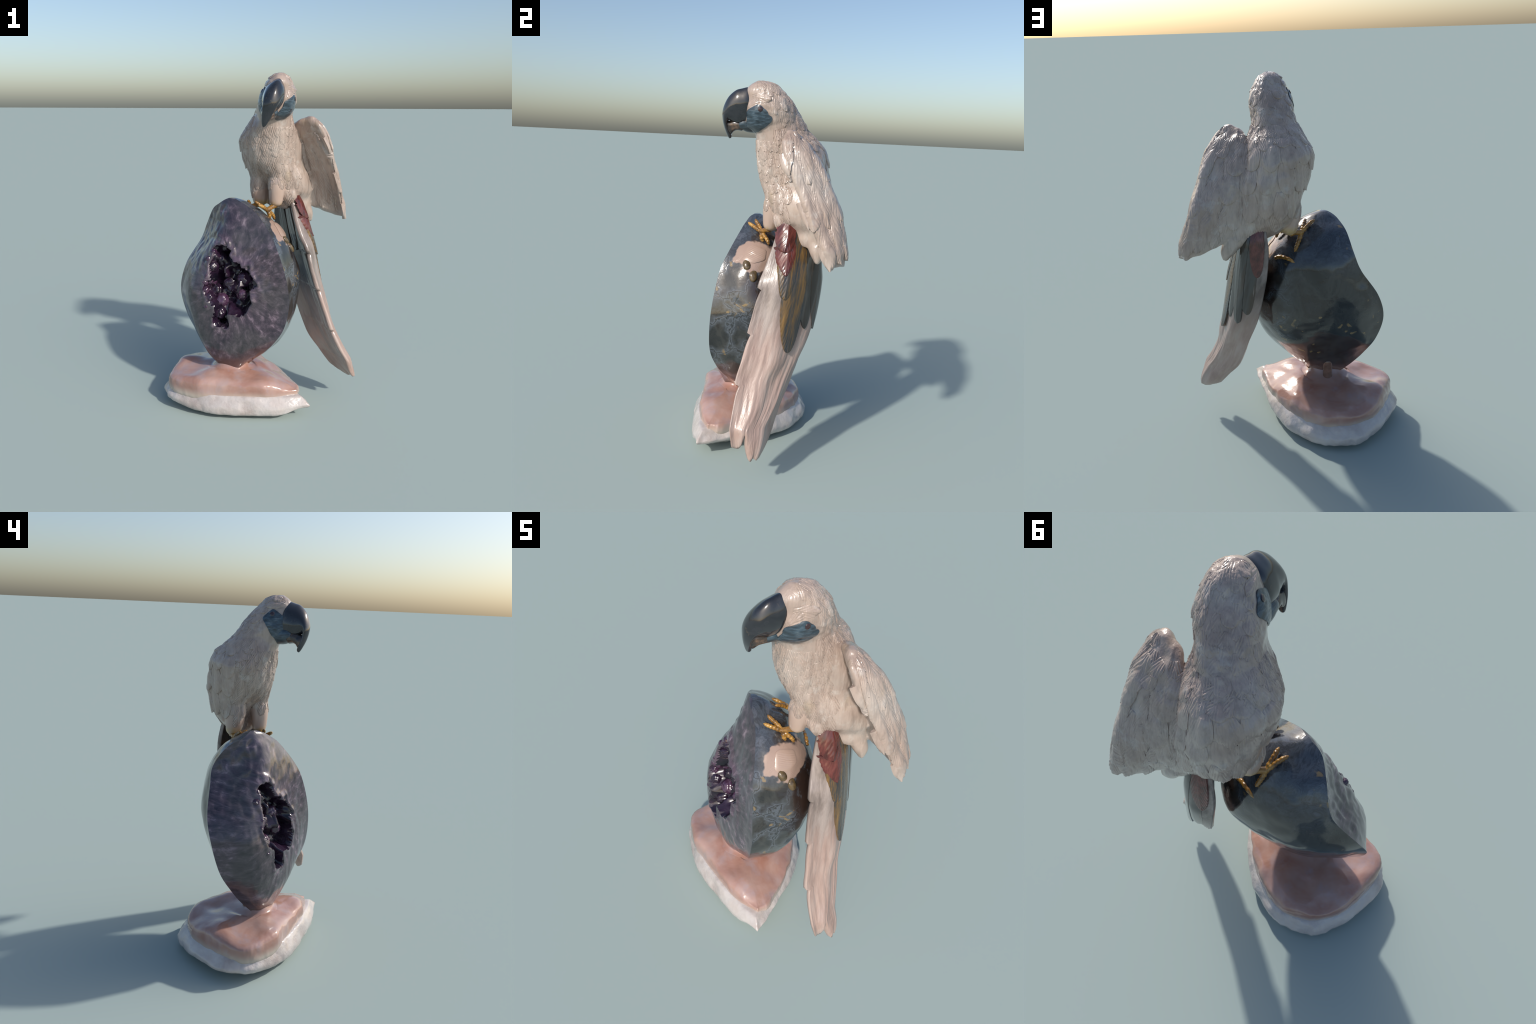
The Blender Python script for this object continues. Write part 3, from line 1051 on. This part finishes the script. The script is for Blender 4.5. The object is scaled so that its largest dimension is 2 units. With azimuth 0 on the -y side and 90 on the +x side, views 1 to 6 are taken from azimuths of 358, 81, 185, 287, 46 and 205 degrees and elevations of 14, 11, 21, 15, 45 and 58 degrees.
def axis_at(z):
    return Vector((interp(z, [1.2, 1.4, 1.7, 1.8, 2.0], [0.12, 0.11, 0.08, 0.08, 0.1]), interp(z, [1.2, 1.45, 1.7, 1.8, 2.0], [0.15, 0.15, 0.10, 0.04, -0.02]), z))


def cast(z, ang):
    c = axis_at(z)
    d = Vector((math.sin(ang), -math.cos(ang), 0))
    h = look.tree.ray_cast(c + d * 0.5, -d)
    return h[0] if h[0] is not None else c


# breast, flank and nape: rows of overlapping feathers, placed from the bottom up
row = 0
z = 1.27
while z < 1.745:
    w = interp(z, [1.27, 1.45, 1.6, 1.75], [0.052, 0.060, 0.060, 0.044])
    ln = interp(z, [1.27, 1.42, 1.55, 1.75], [0.125, 0.105, 0.085, 0.06])
    off = 0.5 * (row % 2)
    k = 0
    # angle 0 faces front (-y); positive towards +x
    r = (cast(z, -0.5) - axis_at(z)).length
    step = w * 0.92 / max(0.10, r)
    lo_a, hi_a = (-1.55, 1.15) if z < 1.7 else (-3.1, 3.1)
    a = lo_a + off * step
    while a < hi_a:
        p = cast(z, a + RNG.uniform(-0.06, 0.06))
        if z < 1.33 and (p.x - 0.09) ** 2 + (p.y - 0.036) ** 2 < 0.07 ** 2 or z < 1.30 and p.x < 0.05:
            a += step
            continue
        if p.x < 0.33 and not (p.z > 1.69 and p.y < 0.03):
            part = region(p) if region(p) in PART else "torso"
            slant = 0.35 * (a - 0.1)
            feather_at((p.x, p.y, p.z), (0.18 * math.cos(a) * (a - 0.1), 0.25, -1), ln * RNG.uniform(0.85, 1.15), w * RNG.uniform(0.9, 1.15), part,
                       lift=RNG.uniform(0.0025, 0.0055), barbs=0.0021, pitch=0.0095, blunt=0.45)
        a += step
    z += ln * 0.46
    row += 1

# head and nape: small overlapping tufts, irregular in size and lie
z = 1.795
while z < 1.985:
    lo_a = interp(z, [1.8, 1.9, 1.98], [1.7, 1.45, 0.6])
    a = lo_a + 0.2 * (row % 2)
    while a < 2 * math.pi - lo_a:
        p = cast(z + RNG.uniform(-0.014, 0.014), a + RNG.uniform(-0.1, 0.1))
        side = math.sin(a) * RNG.uniform(-0.3, 0.5)
        feather_at(p, (0.3 * RNG.uniform(-1, 1), 0.35, -1), RNG.uniform(0.055, 0.10), RNG.uniform(0.034, 0.06), "head", lift=RNG.choice((0.002, 0.003, 0.004, 0.008)), barbs=0.0013, pitch=0.0085, blunt=0.35, nu=19)
        a += RNG.uniform(0.34, 0.5)
    z += 0.036
    row += 1
# brow ridges above the eyes
feather_at((0.165, -0.06, 1.905), (0.0, 0.9, -0.12), 0.12, 0.05, "head", lift=0.009, barbs=0.0008, blunt=0.4)
feather_at((0.155, -0.10, 1.875), (0.1, 0.8, 0.45), 0.08, 0.045, "head", lift=0.006, barbs=0.0008, blunt=0.4)
feather_at((0.012, -0.05, 1.955), (0.0, 0.9, -0.15), 0.12, 0.05, "head", lift=0.008, barbs=0.0008, blunt=0.4)

# back: long coverts in scalloped tiers, placed bottom first so that upper ones lie over them
for z, ln, w, lift in ((1.27, 0.16, 0.07, 0.006), (1.365, 0.18, 0.085, 0.013), (1.49, 0.17, 0.10, 0.015), (1.59, 0.14, 0.095, 0.013), (1.66, 0.10, 0.075, 0.007), (1.70, 0.08, 0.06, 0.005)):
    a = 1.75
    while a < 2 * math.pi - 1.55:
        p = cast(z + RNG.uniform(-0.01, 0.01) + 0.05 * math.cos(a - 3.6), a)
        if p.x < 0.33 and (z > 1.3 or a < 3.6):
            tilt = 0.35 * (math.pi - a)
            feather_at(p, (-0.25 * math.sin(a - 2.6) + 0.12, 0, -1), ln * RNG.uniform(0.85, 1.15), w, region(p) if region(p) in PART else "torso", lift=lift * RNG.uniform(0.8, 1.1), barbs=0.0012, pitch=0.0095, blunt=0.55, rake=0.2)
        a += w * 0.9 / max(0.12, (p - axis_at(z)).length)


# raised wing, outer side: primaries from leading edge to trailing edge, coverts above
def wing_pt(z, t):
    """point on the outer wing: t 0 = leading edge, 1 = trailing root"""
    a = np.array([[zz] + [c for p in pts[:4] for c in p] for zz, pts in WING])
    row_ = [float(np.interp(z, a[:, 0], a[:, i])) for i in range(1, 9)]
    q = np.array(row_).reshape(4, 2)
    pos = np.interp(t, [0, 0.22, 0.62, 1.0], [0, 1, 2, 3])
    i = min(2, int(pos))
    x, y = q[i] + (q[i + 1] - q[i]) * (pos - i)
    return Vector((x, y, z))


W = PART["wing"]
for z0, z1, t0, t1, w, up_ in ((1.56, 1.118, 0.34, 0.10, 0.085, 0.015), (1.55, 1.135, 0.55, 0.38, 0.08, 0.015), (1.54, 1.15, 0.70, 0.58, 0.075, 0.014), (1.52, 1.17, 0.84, 0.76, 0.07, 0.014), (1.50, 1.185, 0.96, 0.92, 0.065, 0.012),
                          (1.68, 1.285, 0.20, 0.05, 0.085, 0.015), (1.68, 1.30, 0.44, 0.28, 0.08, 0.014), (1.66, 1.33, 0.64, 0.54, 0.075, 0.012), (1.64, 1.35, 0.84, 0.76, 0.07, 0.010),
                          (1.745, 1.515, 0.16, 0.02, 0.085, 0.016), (1.735, 1.50, 0.42, 0.24, 0.08, 0.013), (1.71, 1.51, 0.68, 0.56, 0.07, 0.011)):
    plume("feather", look, wing_pt(z0, t0), wing_pt(z1, t1), w, lift=up_, parent=W, mat=PLUME, barbs=0.0013, pitch=0.0095, blunt=0.7, sink=0.005, rake=0.22)
    NF += 1
# inner side of the raised wing: long shallow flutes
for t, z0, z1 in ((0.15, 1.62, 1.17), (0.5, 1.58, 1.19), (0.85, 1.5, 1.2)):
    def inner(z):
        a = np.array([[zz] + [c for p in (pts[4], pts[5]) for c in p] for zz, pts in WING])
        r_ = [float(np.interp(z, a[:, 0], a[:, i])) for i in range(1, 5)]
        return Vector((r_[0] + (r_[2] - r_[0]) * t, r_[1] + (r_[3] - r_[1]) * t - 0.01, z))
    plume("feather", look, inner(z0), inner(z1), 0.06, lift=0.006, parent=W, mat=PLUME, barbs=0.0009, pitch=0.012, blunt=0.6)
# free feather tips that step out of the wing edge
blade("feather", [(0.37, 0.045, 1.64), (0.402, 0.058, 1.58), (0.421, 0.078, 1.516)], [0.06, 0.055, 0.006], (0.95, -0.3, 0.2), 0.02, PLUME, W)
blade("feather", [(0.452, 0.125, 1.42), (0.478, 0.145, 1.35), (0.494, 0.158, 1.29)], [0.06, 0.05, 0.006], (0.95, -0.3, 0.2), 0.02, PLUME, W)
blade("feather", [(0.525, 0.232, 1.22), (0.541, 0.247, 1.16), (0.552, 0.26, 1.105)], [0.07, 0.06, 0.012], (0.95, -0.3, 0.2), 0.026, PLUME, W)

# ---------------------------------------------------------------- head fittings
HEAD = PART["head"]


def mid_x(y, z):
    return 0.089 + 0.31 * (z - 1.961) + 0.14 * (y + 0.12)


LAT = np.array((0.958, -0.126, -0.259))
# culmen point (y, z), lower point (y, z), half width
BEAK_RINGS = [((-0.085, 1.95), (-0.085, 1.778), 0.050), ((-0.110, 1.961), (-0.112, 1.777), 0.0605), ((-0.145, 1.953), (-0.152, 1.776), 0.0585), ((-0.175, 1.943), (-0.172, 1.781), 0.053), ((-0.208, 1.913), (-0.190, 1.79), 0.048),
              ((-0.228, 1.876), (-0.201, 1.795), 0.043), ((-0.238, 1.838), (-0.206, 1.785), 0.037), ((-0.236, 1.80), (-0.203, 1.768), 0.031), ((-0.227, 1.762), (-0.194, 1.742), 0.025),
              ((-0.213, 1.728), (-0.183, 1.717), 0.017), ((-0.202, 1.708), (-0.184, 1.705), 0.010), ((-0.195, 1.700), (-0.190, 1.700), 0.003)]


def beak_section(top, low, hw, n=36, keel=0.42):
    T = np.array((mid_x(*top), *top))
    Lw = np.array((mid_x(*low), *low))
    c, h = (T + Lw) / 2, (T - Lw) / 2
    ring = []
    for a in np.linspace(0, 2 * math.pi, n, endpoint=False):
        s, k = math.sin(a), math.cos(a)
        lat = np.sign(s) * abs(s) ** 0.9 * (1 - keel * max(0, k) ** 2)
        ring.append(c + LAT * hw * lat + h * np.sign(k) * abs(k) ** 0.95)
    return ring


br = catmull(np.array([beak_section(*b) for b in BEAK_RINGS]).reshape(len(BEAK_RINGS), -1), 60).reshape(60, -1, 3)
beak = loft("beak", br, mat=BEAK, parent=HEAD)
# lower mandible tucked inside the hook
LOW_RINGS = [((-0.04, 1.82), (-0.055, 1.735), 0.045), ((-0.085, 1.825), (-0.10, 1.738), 0.050), ((-0.12, 1.82), (-0.128, 1.748), 0.048), ((-0.140, 1.81), (-0.144, 1.752), 0.042), ((-0.150, 1.80), (-0.150, 1.757), 0.034)]
lr = catmull(np.array([beak_section(*b, keel=0.0) for b in LOW_RINGS]).reshape(len(LOW_RINGS), -1), 30).reshape(30, -1, 3)
loft("lower_beak", lr, mat=PATCH, parent=HEAD)
TONGUE = [((-0.12, 1.80), (-0.13, 1.742), 0.040), ((-0.15, 1.80), (-0.155, 1.745), 0.038), ((-0.175, 1.80), (-0.172, 1.738), 0.032), ((-0.205, 1.79), (-0.187, 1.722), 0.026), ((-0.228, 1.80), (-0.203, 1.735), 0.020)]
tr = catmull(np.array([beak_section(*b, keel=0.0) for b in TONGUE]).reshape(len(TONGUE), -1), 20).reshape(20, -1, 3)
loft("tongue", tr, mat=LOWER, parent=HEAD)



def patch(name, corners, mat, parent, lift=0.007, n=26):
    """many-cornered inlay with rounded corners, laid on the head"""
    q = [Vector(c) for c in corners]
    m_ = len(q)
    ctr = sum(q, Vector()) / m_
    loop = []
    for i in range(m_):
        a, b, c = q[i - 1], q[i], q[(i + 1) % m_]
        p0, p2 = b.lerp(a, 0.22), b.lerp(c, 0.22)
        for t in np.linspace(0, 1, n // 2):
            loop.append(p0 * (1 - t) ** 2 + b * 2 * t * (1 - t) + p2 * t * t)
        e0, e1 = b.lerp(c, 0.22), c.lerp(b, 0.22)
        loop += [e0.lerp(e1, t) for t in np.linspace(0, 1, 12)[1:-1]]
    m = len(loop)
    rings = 14
    verts = []
    for r_ in range(rings + 1):
        f = max(0.02, r_ / rings)
        for p in loop:
            loc, nn, dd = look(ctr.lerp(p, f))
            h = lift * (1 - 0.45 * f ** 5) + 0.0006 * math.sin(loc.z * 700 + loc.y * 260) * (1 - f ** 4)
            verts.append(loc + nn * h)
    for p in loop:
        loc, nn, dd = look(p)
        verts.append(loc - nn * 0.008)
    faces = grid_faces(rings + 2, m, True) + [tuple(range(m))]
    ob = new_mesh(name, verts, faces, mat, parent, angle=60)
    fix_normals(ob)
    return ob


patch("eye_patch", [(0.171, -0.058, 1.876), (0.170, 0.016, 1.810), (0.075, -0.080, 1.722), (0.072, -0.122, 1.752), (0.122, -0.150, 1.79), (0.136, -0.152, 1.836)], PATCH, HEAD)
patch("eye_patch", [(0.005, -0.034, 1.928), (-0.006, 0.022, 1.868), (0.010, -0.075, 1.728), (0.05, -0.115, 1.752), (0.012, -0.112, 1.79), (0.014, -0.116, 1.868)], PATCH, HEAD)
for p in ((0.168, -0.056, 1.85), (0.0, -0.035, 1.893)):
    l, nn, dd = look(Vector(p))
    nodule("eye", l + nn * 0.006, nn, (0.0125, 0.0125), 0.0035, EYE, HEAD, 2.0)


glook = vnormal_bvh(whole)
_keep, look = look, glook
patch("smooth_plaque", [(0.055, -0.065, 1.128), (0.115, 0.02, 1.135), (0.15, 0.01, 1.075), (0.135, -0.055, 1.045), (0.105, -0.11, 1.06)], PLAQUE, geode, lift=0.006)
look = _keep

# ---------------------------------------------------------------- feet
def foot(hub, ankle, toes):
    f = tube("foot", [ankle, tuple((np.array(hub) + np.array(ankle)) / 2 + np.array((0, 0, 0.002))), hub], [0.019, 0.014, 0.015], 14, 20, mat=GOLD, parent=ROOT)
    for pts in toes:
        n = 46
        c = catmull(pts, n)
        rad = np.interp(np.linspace(0, 1, n), [0, 0.15, 0.8, 0.93, 1], [0.012, 0.012, 0.0095, 0.006, 0.002])
        rad = rad * (1 + 0.10 * np.sin(np.linspace(0, 2 * math.pi * 6, n)))
        up_ = np.array((0.2, -0.35, 0.9))
        rings = []
        for i in range(n):
            t = c[min(i + 1, n - 1)] - c[max(i - 1, 0)]
            t /= np.linalg.norm(t)
            a = np.cross(t, up_)
            a /= np.linalg.norm(a)
            b = np.cross(t, a)
            rings.append([c[i] + rad[i] * (math.cos(k) * a + math.sin(k) * b) for k in np.linspace(0, 2 * math.pi, 12, endpoint=False)])
        loft("toe", rings, mat=GOLD, parent=f)
    return f


foot((0.035, -0.005, 1.207), (0.088, 0.036, 1.232),
     [[(0.035, -0.005, 1.207), (0.0, -0.014, 1.234), (-0.024, -0.024, 1.250), (-0.041, -0.031, 1.266)],
      [(0.035, -0.005, 1.207), (0.015, -0.033, 1.224), (-0.004, -0.056, 1.238), (-0.022, -0.073, 1.249)],
      [(0.035, -0.005, 1.207), (0.048, -0.003, 1.175), (0.045, 0.004, 1.15), (0.036, 0.007, 1.132)],
      [(0.035, -0.005, 1.207), (0.06, 0.012, 1.185), (0.075, 0.028, 1.162), (0.079, 0.034, 1.14)]])
foot((-0.062, 0.138, 1.205), (-0.008, 0.172, 1.214),
     [[(-0.062, 0.138, 1.205), (-0.085, 0.118, 1.226), (-0.108, 0.096, 1.245), (-0.130, 0.077, 1.256)],
      [(-0.062, 0.138, 1.205), (-0.07, 0.11, 1.228), (-0.076, 0.08, 1.246), (-0.080, 0.052, 1.254)],
      [(-0.062, 0.138, 1.205), (-0.05, 0.155, 1.17), (-0.038, 0.167, 1.14), (-0.027, 0.175, 1.112)],
      [(0.076, 0.133, 1.06), (0.05, 0.152, 1.075), (0.01, 0.178, 1.075), (-0.031, 0.2, 1.06)]])

# ---------------------------------------------------------------- tail
# level: z, then front edge, outer middle, outer back, inner back
TAIL_LV = [
    (1.30, [(0.190, 0.085), (0.205, 0.12), (0.18, 0.23), (0.118, 0.265)]),
    (1.22, [(0.205, 0.050), (0.246, 0.115), (0.207, 0.264), (0.105, 0.285)]),
    (1.14, [(0.222, 0.025), (0.278, 0.118), (0.222, 0.280), (0.098, 0.297)]),
    (1.05, [(0.252, -0.010), (0.306, 0.114), (0.230, 0.288), (0.105, 0.303)]),
    (0.97, [(0.289, -0.045), (0.330, 0.110), (0.234, 0.292), (0.118, 0.308)]),
    (0.83, [(0.322, -0.072), (0.359, 0.094), (0.267, 0.268), (0.15, 0.288)]),
    (0.73, [(0.349, -0.098), (0.382, 0.068), (0.299, 0.236), (0.178, 0.255)]),
    (0.60, [(0.394, -0.128), (0.418, 0.040), (0.348, 0.172), (0.232, 0.208)]),
    (0.50, [(0.428, -0.158), (0.442, 0.0), (0.382, 0.122), (0.268, 0.168)]),
    (0.385, [(0.487, -0.172), (0.494, -0.03), (0.442, 0.062), (0.318, 0.115)]),
    (0.298, [(0.536, -0.188), (0.548, -0.08), (0.497, 0.012), (0.386, 0.068)]),
]
a = np.array([[z] + [c for p in pts for c in p] for z, pts in TAIL_LV])
a = catmull(a, 120)
NS = 90
thick = 0.030


def tail_ring(row_, relief):
    z = row_[0]
    path = catmull(row_[1:].reshape(4, 2), NS)
    s = np.linspace(0, 1, NS)
    tan = np.gradient(path, axis=0)
    tan /= np.linalg.norm(tan, axis=1)[:, None]
    nor = np.stack([tan[:, 1], -tan[:, 0]], 1)           # outwards (+x side)
    step = 0.0                                           # saw-toothed front edge where one feather tip ends above the next
    for zt, dp in ((0.952, 0.026), (0.729, 0.022), (0.49, 0.030)):
        if z < zt:
            step += dp * math.exp((z - zt) / 0.05)
    amp = relief * interp(z, [0.62, 0.85], [1.0, 0.45])
    flute = 0.0055 * np.cos(2 * math.pi * (s * 3.1 + 0.35 * z + 0.25 * math.sin(z * 7))) + np.array([0.004 * noise.noise(Vector((q * 22, z * 5, 0))) + 0.0025 * noise.noise(Vector((q * 60 + z * 8, z * 9, 4))) for q in s])
    th = thick * np.interp(s, [0, 0.05, 0.6, 1.0], [0.75, 1.0, 1.0, 0.6])
    outp = path + nor * (flute * amp)[:, None]
    outp = outp + np.where((s < 0.12)[:, None], tan * (relief * step * (1 - s / 0.12))[:, None], 0)
    inp = outp - nor * th[:, None]
    chord = inp[0] + (inp[-1] - inp[0]) * s[:, None]
    fill = interp(z, [0.6, 0.95], [0.7, 0.82])
    inp = inp * (1 - fill) + chord * fill
    return [(x, y, z) for x, y in outp] + [(x, y, z) for x, y in inp[::-1]]


rings = [tail_ring(r_, 1.0) for r_ in a]
guide = loft("tail_guide", [tail_ring(r_, 0.0) for r_ in a])
cols = len(rings[0])
tv = [p for r in rings for p in r]
# tip: two rounded feather ends with a notch between
last = len(rings) - 1
for lev in range(1, 8):
    f = lev / 7
    new = []
    for i, (x, y, z) in enumerate(rings[last]):
        k = i if i < NS else 2 * NS - 1 - i
        s = k / (NS - 1)
        lobe1 = max(0.0, 1 - ((s - 0.08) / 0.16) ** 2) ** 0.5
        lobe2 = max(0.0, 1 - ((s - 0.39) / 0.16) ** 2) ** 0.5
        lobe3 = max(0.0, 1 - ((s - 0.66) / 0.42) ** 2) ** 0.5
        g = max(0.105 * lobe1, 0.158 * lobe2, 0.162 * lobe3 * (1 if s > 0.42 else 0)) * f
        new.append((x + g * float(np.interp(s, [0.1, 0.4, 0.9], [0.26, 0.50, 0.66])), y + g * float(np.interp(s, [0.1, 0.4, 0.9], [0.10, -0.08, -0.42])), z - g * 0.9))
    # thin the end
    half = np.array(new)
    for k in range(NS):
        o_, i_ = half[k].copy(), half[2 * NS - 1 - k].copy()
        m_ = (o_ + i_) / 2
        q = 1 - 0.75 * f ** 3
        half[k], half[2 * NS - 1 - k] = m_ + (o_ - m_) * q, m_ + (i_ - m_) * q
    rings.append([tuple(p) for p in half])
tv = [p for r in rings for p in r]
tf = grid_faces(len(rings), cols, True)
end = (len(rings) - 1) * cols
for k in range(NS - 1):
    tf.append((end + k, end + k + 1, end + 2 * NS - 2 - k, end + 2 * NS - 1 - k))
    tf.append((k + 1, k, 2 * NS - 1 - k, 2 * NS - 2 - k))
tail = new_mesh("tail", tv, tf, TAIL, ROOT)
fix_normals(tail)
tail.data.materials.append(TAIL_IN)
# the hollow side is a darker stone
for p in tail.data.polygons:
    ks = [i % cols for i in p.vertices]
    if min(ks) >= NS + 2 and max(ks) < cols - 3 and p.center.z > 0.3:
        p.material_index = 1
tlook = vnormal_bvh(guide)


def tail_plate(name, root, tip, w, mat, lift=0.012, **kw):
    return plume(name, tlook, root, tip, w, lift=lift, parent=tail, mat=mat, blunt=kw.pop("blunt", 0.5), sink=0.004, **kw)


# obsidian plates towards the back, then tiger eye, then red jasper on top
BACK, OUTER, INNER = (0.35, 0.92, 0.2), (0.85, 0.45, 0.2), (-0.75, -0.6, -0.1)
tail_plate("feather", (0.16, 0.275, 1.22), (0.225, 0.285, 0.80), 0.085, OBSIDIAN, 0.005, barbs=0, out=BACK, flat=True)
tail_plate("feather", (0.20, 0.265, 1.26), (0.275, 0.245, 0.735), 0.085, OBSIDIAN, 0.009, barbs=0, out=(0.6, 0.75, 0.2), flat=True)
tail_plate("feather", (0.235, 0.215, 1.26), (0.315, 0.195, 0.745), 0.09, OBSIDIAN, 0.006, barbs=0, out=OUTER, flat=True)
tail_plate("feather", (0.245, 0.165, 1.24), (0.388, 0.103, 0.640), 0.125, TIGER, 0.010, barbs=0.0007, pitch=0.011, blunt=0.5, out=OUTER, flat=True)
tail_plate("feather", (0.235, 0.145, 1.28), (0.330, 0.075, 0.905), 0.09, TIGER, 0.015, barbs=0.0007, pitch=0.011, blunt=0.4, out=OUTER, flat=True)
tail_plate("feather", (0.240, 0.118, 1.24), (0.291, 0.078, 1.015), 0.080, RED, 0.018, barbs=0.0007, pitch=0.01, blunt=0.35, out=OUTER, flat=True)
tail_plate("feather", (0.220, 0.132, 1.33), (0.258, 0.082, 1.13), 0.080, RED, 0.023, barbs=0.0007, pitch=0.01, blunt=0.4, out=OUTER, flat=True)
tail_plate("feather", (0.145, 0.260, 1.32), (0.155, 0.305, 1.02), 0.075, RED, 0.008, barbs=0.0007, pitch=0.01, blunt=0.4, out=BACK, flat=True)
# plates on the hollow side, seen from the front
tail_plate("feather", (0.12, 0.21, 1.24), (0.215, 0.19, 0.885), 0.085, OBSIDIAN, 0.010, barbs=0, out=INNER, flat=True)
tail_plate("feather", (0.165, 0.14, 1.26), (0.262, 0.12, 0.94), 0.085, OBSIDIAN, 0.006, barbs=0, out=INNER, flat=True)

for n_ in ("geode_probe", "tail_guide"):
    bpy.data.objects.remove(bpy.data.objects[n_])
print("feathers", NF)
